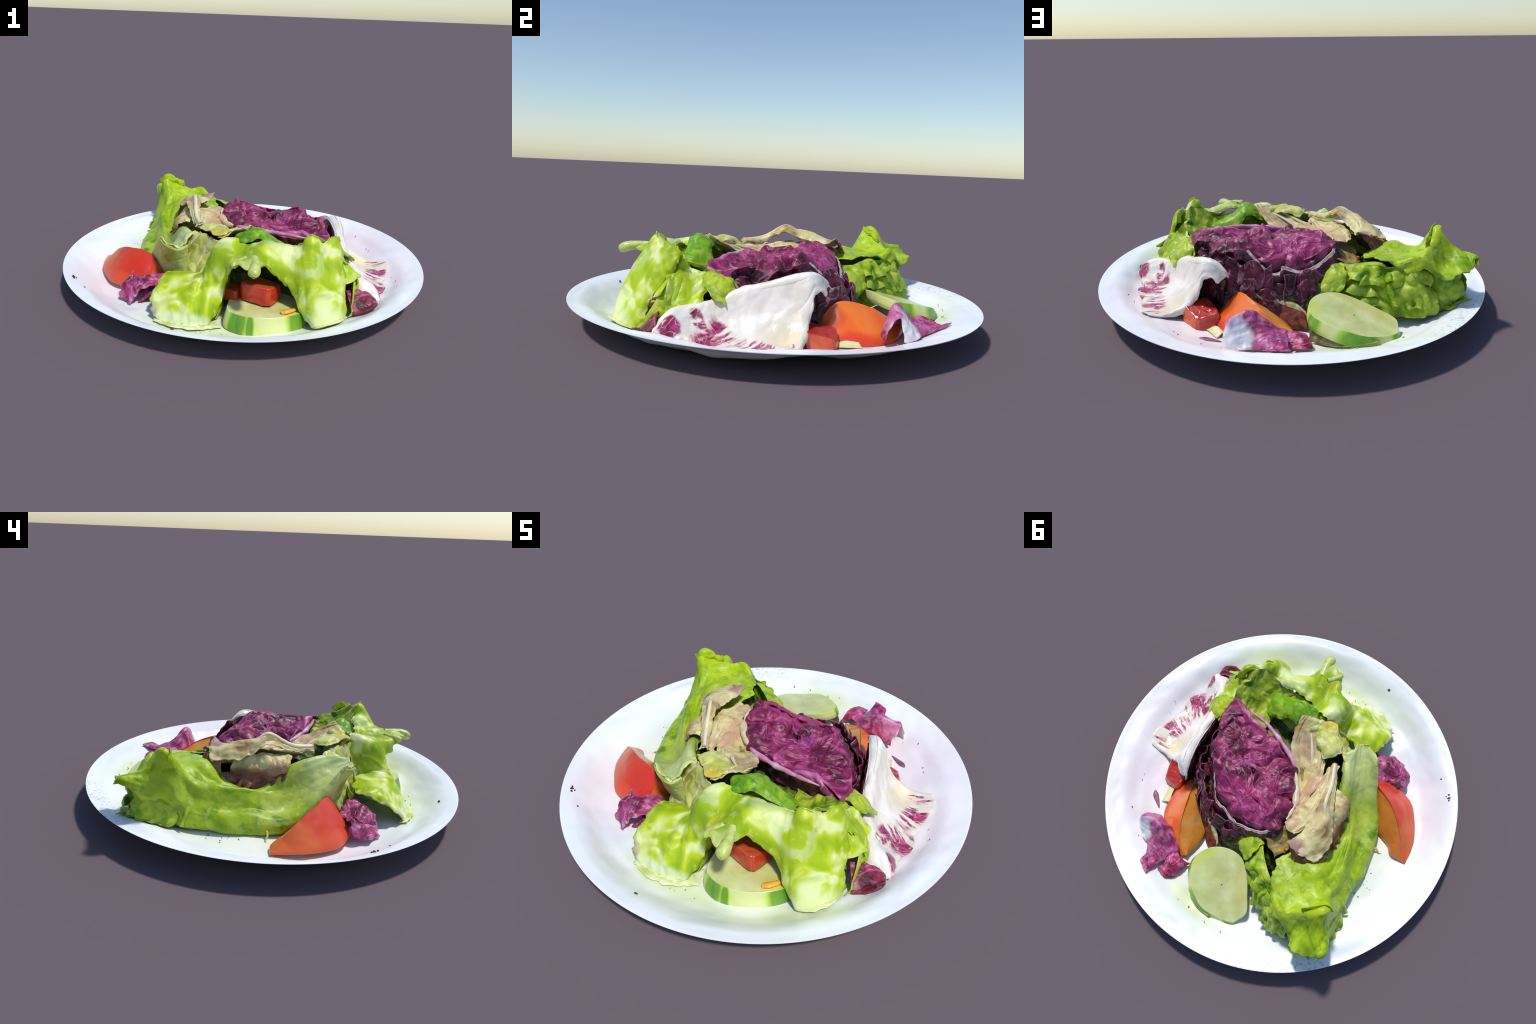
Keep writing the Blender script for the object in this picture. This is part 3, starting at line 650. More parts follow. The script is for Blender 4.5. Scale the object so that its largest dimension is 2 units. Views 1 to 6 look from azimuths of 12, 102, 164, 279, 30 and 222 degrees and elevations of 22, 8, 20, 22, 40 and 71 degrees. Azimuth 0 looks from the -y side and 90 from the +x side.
    sheet(th, "leaf_scrap", rows([(-.60, -.02, .06), (-.64, -.01, .035)], [(-.59, .03, .055), (-.655, .04, .04)], [(-.62, .08, .05), (-.66, .09, .035)]), fr, 30, 20, .008, (.01, 20), jag=(.015, 30, .03), seed=36)
    tube(th, "torn_strand", rows((-.60, -.06, .085), (-.63, -.075, .06), (-.655, -.07, .04), (-.672, -.085, .032)), [.006, .006, .005, .004], pale, 20, 8, .7, .3)
build_back_leaf()

# ============================================================================= RED OAK LETTUCE
def build_oak():
    base = (-.22, -.05, .2)
    th = Thing("red_oak_lettuce", "wilted beige and brown red oak lettuce leaves", "lettuce", base)
    beige = leaf_mat("beige_oak_leaf", base, "dcd098", "c6b070", "927243", vein="dcc4a4", vein_amt=.45, scale=8, balance=.48, patches=[
        ((-.30, .25, .39), (.06, .05, .05), 0, "a5807a", .9), ((-.435, .05, .25), (.045, .24, .055), 0, "74402f", .9), ((-.15, .0, .34), (.06, .18, .05), -10, "c4977c", .75),
        ((-.2, .16, .33), (.05, .05, .05), 0, "c2a080", .6), ((-.40, -.10, .30), (.05, .06, .05), 0, "8d6250", .7), ((0.0, -.20, .36), (.08, .10, .05), 20, "c8ac8a", .6)])
    green = leaf_mat("olive_oak_leaf", base, "dadb88", "bfc04c", "929026", vein="e4e6ba", vein_amt=.4, scale=8, balance=.5, patches=[((-.03, -.385, .37), (.05, .03, .03), 20, "c9b236", .8), ((.09, -.31, .40), (.04, .05, .04), 0, "c9ab7c", .7)])
    dark = leaf_mat("brown_oak_frill", base, "96634c", "693628", "3c1c10", vein="a88a6a", vein_amt=.25, scale=13, balance=.5, patches=[((-.42, .18, .28), (.05, .06, .04), 0, "96827a", .5), ((-.43, -.02, .30), (.05, .05, .04), 0, "bfae7e", .7)])
    rib = plain("oak_rib", base, "ddcfa4", "ece2c8", 14, .4)
    # arching upper leaf: a narrow rib that opens into a fan
    _, S, N = sheet(th, "leaf", rows(
        [(-.175, -.225, .345), (-.193, -.228, .354), (-.212, -.232, .342)], [(-.230, -.12, .355), (-.250, -.125, .376), (-.275, -.13, .350)], [(-.265, -.02, .405), (-.292, -.018, .436), (-.335, -.03, .395)],
        [(-.285, .06, .385), (-.335, .045, .415), (-.395, .05, .365)], [(-.285, .15, .375), (-.345, .13, .402), (-.435, .105, .345)], [(-.278, .21, .372), (-.34, .20, .380), (-.445, .185, .345)], [(-.272, .262, .390), (-.345, .270, .365), (-.43, .255, .330)]),
        beige, 110, 60, .012, (.008, 9), (.003, 26), ruffle=(.012, 12, .06), jag=(.018, 20, .05), fold=(.012, 3, 12), seed=41)
    rib_on(th, "leaf_rib", S, N, [(.0, .5), (.25, .5), (.5, .45), (.8, .4)], [.012, .011, .009, .003], rib)
    sheet(th, "leaf_frill", rows([(-.275, .262, .382), (-.345, .270, .360), (-.425, .255, .325), (-.445, .19, .335)], [(-.30, .285, .350), (-.36, .297, .325), (-.45, .26, .285), (-.468, .19, .29)], [(-.33, .295, .31), (-.38, .307, .28), (-.46, .255, .245), (-.472, .18, .245)]), dark, 50, 70, .010, (.012, 14), (.005, 30), wave=(.014, 6, "U", .05), jag=(.02, 26, .04), fold=(.012, 10, 10), seed=42)
    # left lobe with its brown frill
    sheet(th, "leaf", rows([(-.275, -.14, .325), (-.345, -.135, .318), (-.365, -.125, .28)], [(-.305, -.06, .345), (-.38, -.085, .315), (-.40, -.075, .265)], [(-.335, .0, .355), (-.40, -.01, .305), (-.42, .0, .25)], [(-.365, .06, .340), (-.415, .06, .29), (-.43, .065, .24)], [(-.385, .14, .320), (-.42, .15, .285), (-.43, .16, .25)]),
          beige, 80, 50, .012, (.010, 10), (.004, 28), ruffle=(.012, 14, .05), fold=(.014, 12, 4), jag=(.015, 22, .04), seed=43)
    sheet(th, "leaf_frill", rows([(-.345, -.125, .29), (-.365, -.12, .26), (-.375, -.11, .235)], [(-.385, -.07, .275), (-.41, -.065, .245), (-.42, -.06, .215)], [(-.405, .0, .265), (-.43, .005, .23), (-.44, .01, .20)], [(-.415, .06, .26), (-.445, .065, .225), (-.455, .07, .195)],
                                [(-.42, .12, .265), (-.45, .125, .235), (-.458, .13, .205)], [(-.415, .19, .27), (-.44, .195, .25), (-.45, .20, .225)], [(-.40, .245, .285), (-.425, .25, .265), (-.435, .255, .24)]), dark, 110, 44, .010, (.014, 13), (.005, 30), wave=(.018, 7, "V", .06), jag=(.02, 26, .04), fold=(.012, 12, 6), seed=44)
    # middle leaf, a twisted band
    _, S, N = sheet(th, "leaf", rows(
        [(-.165, -.205, .330), (-.182, -.212, .345), (-.205, -.20, .335)], [(-.178, -.09, .300), (-.212, -.10, .330), (-.248, -.10, .345)], [(-.188, -.03, .300), (-.230, -.03, .336), (-.275, -.03, .352)],
        [(-.178, .05, .305), (-.235, .05, .342), (-.290, .06, .348)], [(-.176, .118, .325), (-.23, .12, .336), (-.288, .13, .332)], [(-.182, .182, .317), (-.22, .197, .324), (-.262, .205, .332)]), beige, 90, 50, .012, (.008, 10), (.003, 28), ruffle=(.010, 14, .05), jag=(.018, 22, .04), fold=(.014, 3, 16), seed=47)
    rib_on(th, "leaf_rib", S, N, [(.0, .5), (.35, .45), (.7, .5), (.95, .5)], [.010, .009, .007, .003], rib)
    # broad beige leaf sinking down beside the radicchio
    sheet(th, "leaf", rows(
        [(.104, -.322, .408), (.04, -.365, .392), (-.046, -.410, .372)], [(.102, -.265, .385), (.03, -.30, .365), (-.06, -.35, .353)], [(.075, -.19, .345), (-.01, -.22, .335), (-.10, -.27, .345)], [(.012, -.115, .312), (-.07, -.15, .302), (-.150, -.19, .332)],
        [(-.035, -.05, .292), (-.11, -.09, .288), (-.185, -.12, .315)], [(-.075, .02, .285), (-.135, -.01, .285), (-.195, -.04, .305)], [(-.125, .12, .280), (-.160, .10, .285), (-.195, .07, .298)]), beige, 110, 60, .013, (.008, 10), (.003, 28), ruffle=(.010, 12, .05), jag=(.012, 22, .04), fold=(.016, 3, 14), seed=50)
    for k, pts in enumerate([[(.02, -.29, .368), (-.05, -.215, .335), (-.105, -.14, .290), (-.14, -.07, .272), (-.165, .03, .262)], [(-.03, -.32, .368), (-.085, -.24, .345), (-.135, -.165, .322), (-.165, -.10, .298), (-.185, .0, .282)]]):
        tube(th, "leaf_rib", pts, [.005, .009, .010, .008, .003], [rib, beige][k], 50, 8, .6, .3, k)
    # darker leaf lying in the gap between this and the radicchio
    sheet(th, "leaf", rows([(-.30, -.10, .26), (-.22, -.12, .275), (-.12, -.17, .29), (-.02, -.18, .30)], [(-.29, .02, .27), (-.21, .0, .275), (-.13, -.05, .27), (-.05, -.08, .275)], [(-.30, .14, .27), (-.22, .12, .28), (-.16, .08, .265), (-.10, .03, .26)], [(-.28, .26, .25), (-.21, .24, .265), (-.16, .20, .27), (-.13, .14, .26)],
                                [(-.24, .34, .24), (-.18, .32, .255), (-.13, .28, .26), (-.12, .22, .26)]), leaf_mat("gap_leaf", base, "b09a60", "8a7838", "55501c", scale=12), 80, 60, .012, (.010, 10), (.004, 26), ruffle=(.012, 12, .05), fold=(.020, 5, 10), jag=(.02, 22, .05), seed=46)
    # pale wing
    _, S, N = sheet(th, "leaf", rows([(-.195, -.298, .372), (-.13, -.355, .380), (-.046, -.412, .374), (.02, -.375, .385)], [(-.155, -.25, .365), (-.09, -.29, .378), (-.02, -.335, .375), (.03, -.32, .385)], [(-.12, -.215, .352), (-.07, -.25, .358), (0., -.30, .355), (.03, -.29, .37)]), green, 40, 60, .014, (.010, 11), (.003, 28), ruffle=(.012, 13, .05), jag=(.015, 22, .04), seed=53)
    # leaves hanging down in front on the left
    _, S, N = sheet(th, "leaf", rows([(-.22, -.28, .335), (-.15, -.335, .350), (-.06, -.40, .350), (-.01, -.42, .33)], [(-.27, -.33, .27), (-.21, -.34, .255), (-.115, -.395, .25), (-.04, -.445, .24)], [(-.30, -.37, .20), (-.25, -.375, .18), (-.15, -.42, .17), (-.07, -.465, .20)], [(-.33, -.37, .09), (-.28, -.40, .06), (-.17, -.44, .05), (-.08, -.46, .06)]), green, 80, 80, .013, (.012, 9), (.004, 26), ruffle=(.012, 11, .06), jag=(.015, 20, .05), fold=(.020, 3, 10), seed=56)
    for path, r in [([(.0, .3), (.4, .25), (.9, .2)], [.016, .014, .006]), ([(.0, .6), (.4, .62), (.9, .6)], [.013, .012, .006])]:
        rib_on(th, "leaf_rib", S, N, path, r, rib)
    sheet(th, "leaf", rows([(-.03, -.40, .33), (.0, -.42, .30)], [(-.09, -.44, .24), (-.05, -.46, .22)], [(-.15, -.47, .14), (-.10, -.48, .12)]), green, 40, 20, .016, (.008, 12), seed=58)
build_oak()

# ============================================================================= DARK GREEN LEAF AND SPRIG
def build_small_greens():
    base = (.18, -.35, .25)
    th = Thing("lambs_lettuce_leaf", "small rounded dark green lettuce leaf", "lettuce", base)
    g = leaf_mat("dark_green_leaf", base, "93b828", "6aa01a", "3f7412", vein="a4c848", vein_amt=.35, scale=12)
    sheet(th, "leaf_blade", rows([(.01, -.28, .30), (.07, -.27, .325), (.15, -.285, .365), (.24, -.26, .29), (.34, -.25, .23)], [(.03, -.345, .36), (.09, -.35, .38), (.147, -.354, .414), (.23, -.325, .355), (.335, -.315, .29)],
                               [(.05, -.42, .355), (.11, -.42, .355), (.17, -.405, .382), (.26, -.39, .335), (.36, -.38, .29)]), g, 50, 80, .014, (.012, 12), (.004, 28), ruffle=(.01, 14, .05), jag=(.015, 18, .04), seed=61)
    base = (.55, -.12, .2)
    th = Thing("herb_leaf", "small bright green toothed herb leaf", "herb", base)
    g = leaf_mat("sprig_green", base, "bccb34", "8bb024", "4f8320", vein="c9d878", vein_amt=.3, scale=16)
    sheet(th, "leaf_blade", rows([(.492, -.19, .310), (.53, -.195, .298), (.585, -.19, .265)], [(.498, -.125, .290), (.55, -.125, .275), (.62, -.145, .232)], [(.508, -.05, .245), (.56, -.06, .228), (.615, -.078, .185)]), g, 50, 50, .012, (.008, 14), (.003, 30), ruffle=(.01, 16, .04), jag=(.018, 26, .04), seed=64, lift=.004)
    base = (-.27, .27, .2)
    th = Thing("carrot_stick", "short shred of orange carrot", "carrot", base)
    cm = plain("carrot_orange", base, "c4701e", "e0912f", 20, .4)
    tube(th, "shred", rows((-.262, .285, .20), (-.266, .28, .24), (-.268, .276, .265)), [.012, .013, .010], cm, 20, 8, .8, .2)
    tube(th, "shred", rows((-.24, .29, .19), (-.24, .29, .215), (-.235, .285, .235)), [.010, .012, .008], plain("carrot_red", base, "8d3a1c", "b0552a", 20, .4), 16, 8, .8, .2)
build_small_greens()

# ============================================================================= WHITE RADICCHIO LEAF
def build_white_leaf():
    base = (.65, .0, .03)
    th = Thing("radicchio_leaf", "white ribbed radicchio leaf with magenta tips", "radicchio", base)
    M = Mat("white_magenta_leaf", base, .33, .45)
    col = M.ramp(M.noise(7, 3, .4), [(.3, "e0d6c4"), (.55, "efe8df"), (.75, "f3efe8")])
    col = M.mix(M.math("MULTIPLY", M.any([M.blob((.60, .06, .19), (.03, .025, .03), 0, 1, .3), M.blob((.66, -.06, .15), (.03, .02, .03), 0, 1, .3), M.blob((.66, .19, .10), (.05, .06, .06), 0, 1, .3)]), .5), col, "e3d4a0")
    f, r = M.fan(.47, .16, 4.2, 3, 2.3)
    f2, _ = M.fan(.47, .16, 15, 9, 5.1)
    near = M.any([M.blob((.740, .100, .08), (.060, .105, .07), -8, .5, .3, 24), M.blob((.750, -.090, .09), (.080, .080, .08), 25, .5, .3, 24), M.blob((.690, -.05, .115), (.035, .090, .06), -28, .4, .4, 30),
                 M.blob((.680, -.165, .14), (.028, .06, .05), -25, .4, .4, 30), M.blob((.757, -.265, .11), (.04, .05, .06), 0, .4, .4, 30), M.blob((.74, -.335, .08), (.06, .03, .05), 15, .4, .4, 30),
                 M.blob((.735, .215, .075), (.065, .028, .03), -10, .4, .4, 30), M.blob((.66, -.30, .12), (.03, .05, .06), 0, .4, .4)])
    streak = M.range(M.math("ADD", M.math("MULTIPLY", f, .7), M.math("MULTIPLY", f2, .40)), .495, .555)
    mag = M.math("MULTIPLY", near, streak)
    tint = M.ramp(M.noise(22, 4, 1.5), [(.32, "6d1c3c"), (.5, "a2345f"), (.68, "c4638c")])
    tint = M.mix(M.math("MULTIPLY", streaks(M, 9, .02, 1.5, 2, 3), .6), tint, "ecd5da")
    col = M.mix(mag, col, tint)
    M.bump(M.noise(30, 3, .8), .2, .008)
    m = M.color(col)
    net = rows(
        [(.405, .330, .250), (.406, .320, .263), (.42, .315, .25), (.435, .318, .243), (.445, .32, .236)],
        [(.430, .260, .300), (.470, .265, .318), (.497, .270, .290), (.502, .276, .265), (.500, .282, .25)],
        [(.455, .200, .300), (.505, .210, .314), (.535, .228, .225), (.556, .244, .160), (.590, .262, .095)],
        [(.485, .120, .285), (.528, .130, .285), (.566, .150, .165), (.635, .200, .072), (.780, .255, .066)],
        [(.510, .030, .258), (.548, .040, .255), (.588, .060, .145), (.675, .085, .066), (.810, .135, .052)],
        [(.530, -.05, .238), (.568, -.04, .232), (.608, -.02, .132), (.690, .00, .066), (.785, .015, .050)],
        [(.560, -.13, .200), (.600, -.12, .198), (.640, -.11, .122), (.715, -.10, .070), (.815, -.11, .048)],
        [(.600, -.20, .170), (.640, -.20, .180), (.682, -.20, .130), (.730, -.19, .088), (.770, -.19, .054)],
        [(.630, -.27, .140), (.670, -.28, .165), (.720, -.28, .152), (.758, -.28, .120), (.788, -.295, .072)],
        [(.630, -.33, .060), (.680, -.345, .092), (.720, -.35, .090), (.760, -.34, .075), (.785, -.335, .060)])
    _, S, N = sheet(th, "leaf_blade", net, m, 170, 90, .014, (.006, 9), (.003, 24), ruffle=(.014, 13, .05), jag=(.045, 11, .10), fold=(.008, 5, 7), seed=71, edges="UV")
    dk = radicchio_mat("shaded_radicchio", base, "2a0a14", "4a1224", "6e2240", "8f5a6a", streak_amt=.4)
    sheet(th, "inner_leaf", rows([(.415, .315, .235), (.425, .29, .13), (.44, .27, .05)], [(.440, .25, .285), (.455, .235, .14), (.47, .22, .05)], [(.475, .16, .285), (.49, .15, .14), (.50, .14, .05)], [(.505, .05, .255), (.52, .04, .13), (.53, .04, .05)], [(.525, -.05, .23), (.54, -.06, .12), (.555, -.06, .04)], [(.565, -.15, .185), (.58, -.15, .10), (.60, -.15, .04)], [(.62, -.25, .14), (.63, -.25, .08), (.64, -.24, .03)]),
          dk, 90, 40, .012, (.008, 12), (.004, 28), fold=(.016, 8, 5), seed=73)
    w = plain("ivory_rib", base, "e3dac8", "f3efe6", 10, .35)
    for path, r in [([(.04, .3), (.15, .28), (.28, .26), (.42, .25), (.55, .28)], [.008, .018, .021, .016, .005]), ([(.35, .35), (.52, .55), (.60, .8), (.62, .97)], [.012, .012, .010, .004]), ([(.48, .3), (.66, .5), (.76, .75), (.80, .95)], [.012, .012, .009, .004]),
                    ([(.28, .4), (.38, .6), (.42, .85), (.43, .97)], [.010, .010, .007, .003]), ([(.55, .3), (.78, .45), (.9, .6), (.97, .7)], [.010, .010, .008, .004])]:
        rib_on(th, "leaf_rib", S, N, path, r, w, 50, 8, .4)
    # dark cupped leaf in front of it
    base = (.69, -.40, .04)
    th = Thing("radicchio_leaf", "small cupped dark red radicchio leaf", "radicchio", base)
    d = radicchio_mat("cup_dark", base, "3a0d19", "6a1830", "9c2f58", "cf9fae", patches=[((.70, -.44, .05), (.06, .018, .03), 20, "8f2a33", .8), ((.675, -.40, .07), (.02, .04, .04), 0, "b07a86", .5), ((.69, -.385, .08), (.03, .03, .03), 0, "39171b", .8)])
    sheet(th, "leaf_blade", rows([(.615, -.37, .14), (.67, -.345, .15), (.725, -.325, .125), (.76, -.325, .10)], [(.63, -.41, .105), (.685, -.375, .085), (.735, -.36, .075), (.775, -.35, .07)], [(.65, -.435, .075), (.695, -.415, .052), (.74, -.40, .05), (.775, -.375, .052)],
                               [(.655, -.455, .065), (.70, -.445, .058), (.745, -.425, .055), (.775, -.395, .055)]), d, 50, 50, .014, (.008, 13), (.003, 30), ruffle=(.006, 16, .03), jag=(.012, 24, .03), seed=75)
build_white_leaf()

# ============================================================================= SMALL RADICCHIO PIECES
def build_scraps():
    base = (.30, .68, .08)
    th = Thing("radicchio_scrap", "curled purple and white radicchio piece", "radicchio", base)
    m = radicchio_mat("curl_purple", base, "761c4a", "a5376f", "bf6a98", "e0b4c8", patches=[((.455, .66, .09), (.085, .075, .09), 30, "efeaec", 1), ((.49, .64, .05), (.03, .02, .03), 0, "d8582e", .7), ((.43, .62, .17), (.05, .02, .04), 30, "cdb6cf", .6)], streak_amt=.3)
    sheet(th, "leaf_blade", rows(
        [(.455, .565, .06), (.480, .620, .165), (.500, .640, .12), (.505, .655, .06)], [(.40, .560, .09), (.425, .605, .190), (.455, .660, .12), (.46, .690, .055)], [(.345, .570, .10), (.370, .605, .198), (.395, .670, .12), (.40, .71, .07)],
        [(.30, .590, .09), (.325, .620, .165), (.345, .690, .125), (.355, .75, .08)], [(.25, .615, .07), (.270, .640, .125), (.290, .730, .105), (.335, .81, .09)], [(.20, .65, .06), (.220, .670, .100), (.25, .760, .10), (.26, .848, .10)]), m, 90, 60, .011, (.007, 10), (.003, 26), ruffle=(.012, 11, .06), jag=(.014, 20, .04), fold=(.012, 8, 4), seed=81)
    sheet(th, "leaf_tip", rows([(.25, .64, .085), (.235, .70, .10), (.23, .78, .08)], [(.19, .65, .09), (.18, .71, .10), (.18, .79, .075)], [(.125, .655, .055), (.13, .70, .07), (.145, .765, .05)]), radicchio_mat("curl_tip", base, "7d1838", "b03064", "cf6d9c", "e6b6c8"), 60, 50, .011, (.010, 14), (.004, 30), ruffle=(.010, 16, .04), jag=(.02, 24, .04), fold=(.016, 10, 8), seed=83)
    base = (-.45, -.5, .03)
    th = Thing("radicchio_scrap", "small crinkled magenta radicchio shred", "radicchio", base)
    m = radicchio_mat("shred_magenta", base, "6e1b40", "a83a70", "c974a2", "e3b9cd", patches=[((-.40, -.47, .09), (.06, .04, .05), 20, "58152f", .7)])
    sheet(th, "leaf_blade", rows([(-.52, -.445, .05), (-.495, -.452, .135), (-.46, -.42, .10), (-.38, -.38, .10)], [(-.535, -.475, .035), (-.50, -.50, .09), (-.445, -.46, .12), (-.34, -.41, .135)], [(-.51, -.54, .03), (-.46, -.535, .085), (-.395, -.50, .14), (-.29, -.46, .145)],
                               [(-.46, -.60, .012), (-.42, -.58, .07), (-.365, -.55, .11), (-.28, -.51, .125)]), m, 70, 70, .010, (.012, 15), (.004, 32), ruffle=(.012, 18, .04), jag=(.02, 26, .04), fold=(.022, 8, 9), seed=86)
    # its shaded lower fold, filling the corner behind
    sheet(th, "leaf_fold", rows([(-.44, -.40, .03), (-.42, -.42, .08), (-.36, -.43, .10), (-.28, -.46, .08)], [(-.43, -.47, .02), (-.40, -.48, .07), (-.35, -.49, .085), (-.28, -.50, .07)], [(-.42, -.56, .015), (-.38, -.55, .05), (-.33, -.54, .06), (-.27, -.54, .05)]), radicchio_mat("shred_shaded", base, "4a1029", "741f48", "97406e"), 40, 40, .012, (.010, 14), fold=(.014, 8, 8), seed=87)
    base = (.15, .44, .03)
    th = Thing("leaf_scrap", "folded brown and pale green leaf piece", "lettuce", base)
    m = leaf_mat("brown_fold", base, "8a4a30", "5e2c1c", "38170f", scale=10)
    e = leaf_mat("pale_fold_edge", base, "d6d29c", "b9a86a", "9a7a52", scale=16)
    sheet(th, "leaf_blade", rows([(.285, .36, .165), (.265, .40, .10), (.245, .44, .03)], [(.20, .385, .145), (.18, .43, .09), (.165, .48, .028)], [(.11, .43, .115), (.10, .475, .08), (.10, .52, .03)], [(.075, .47, .09), (.075, .50, .06), (.08, .535, .03)]), m, 50, 40, .012, (.006, 12), seed=88)
    sheet(th, "leaf_fold", rows([(.295, .35, .17), (.265, .385, .15)], [(.20, .378, .155), (.185, .41, .125)], [(.11, .425, .125), (.105, .455, .10)], [(.07, .465, .095), (.07, .485, .07)]), e, 50, 20, .014, (.005, 16), seed=89)
    base = (.53, .49, .03)
    th = Thing("radicchio_scrap", "thin purple radicchio sliver", "radicchio", base)
    tube(th, "sliver", rows((.578, .462, .032), (.555, .478, .034), (.52, .50, .034), (.487, .522, .032)), [.008, .016, .011, .003], plain("sliver_purple", base, "7d4a62", "a06a84", 20, .4), 24, 8, .35, .2)
    base = (.47, .42, .03)
    th = Thing("leaf_scrap", "pale yellow green leaf shred", "lettuce", base)
    sheet(th, "leaf_blade", rows([(.50, .36, .04), (.53, .39, .03)], [(.48, .41, .05), (.515, .435, .03)], [(.46, .46, .045), (.50, .485, .028)]), plain("shred_pale", base, "d9d48c", "efe6c4", 20, .4), 24, 16, .008, (.006, 18), seed=92)
build_scraps()

# ============================================================================= TOMATOES AND PEPPERS
def loft(sections, n, k):
    return catmull(catmull(np.array(sections, float), n, axis=0), k, closed=True, axis=1)

def wedge(th, sections, n, k, split, skin, flesh, seed=0, bumpy=.003):
    """A fruit wedge: closed cross-sections lofted along it; columns below split are skin, the rest cut flesh."""
    G = loft(sections, n, k)
    cen = G.mean(1, keepdims=True); d = G - cen; L = np.linalg.norm(d, axis=-1, keepdims=True)
    G = G + d / np.maximum(L, 1e-6) * (bumpy * fbm(G, 22, 2, seed))[..., None]
    V = np.concatenate([G.reshape(-1, 3), cen[:1, 0], cen[-1:, 0]])
    F = grid_faces(n, k, wrap_c=True); j = np.array([f[0] % k for f in F])
    caps = [[n * k, q, (q + 1) % k] for q in range(k)] + [[n * k + 1, (n - 1) * k + (q + 1) % k, (n - 1) * k + q] for q in range(k)]
    isk = j < split * k
    th.part("skin", V, [list(f) for f, s in zip(F.tolist(), isk) if s], skin)
    th.part("flesh", V, [list(f) for f, s in zip(F.tolist(), isk) if not s] + caps, flesh)

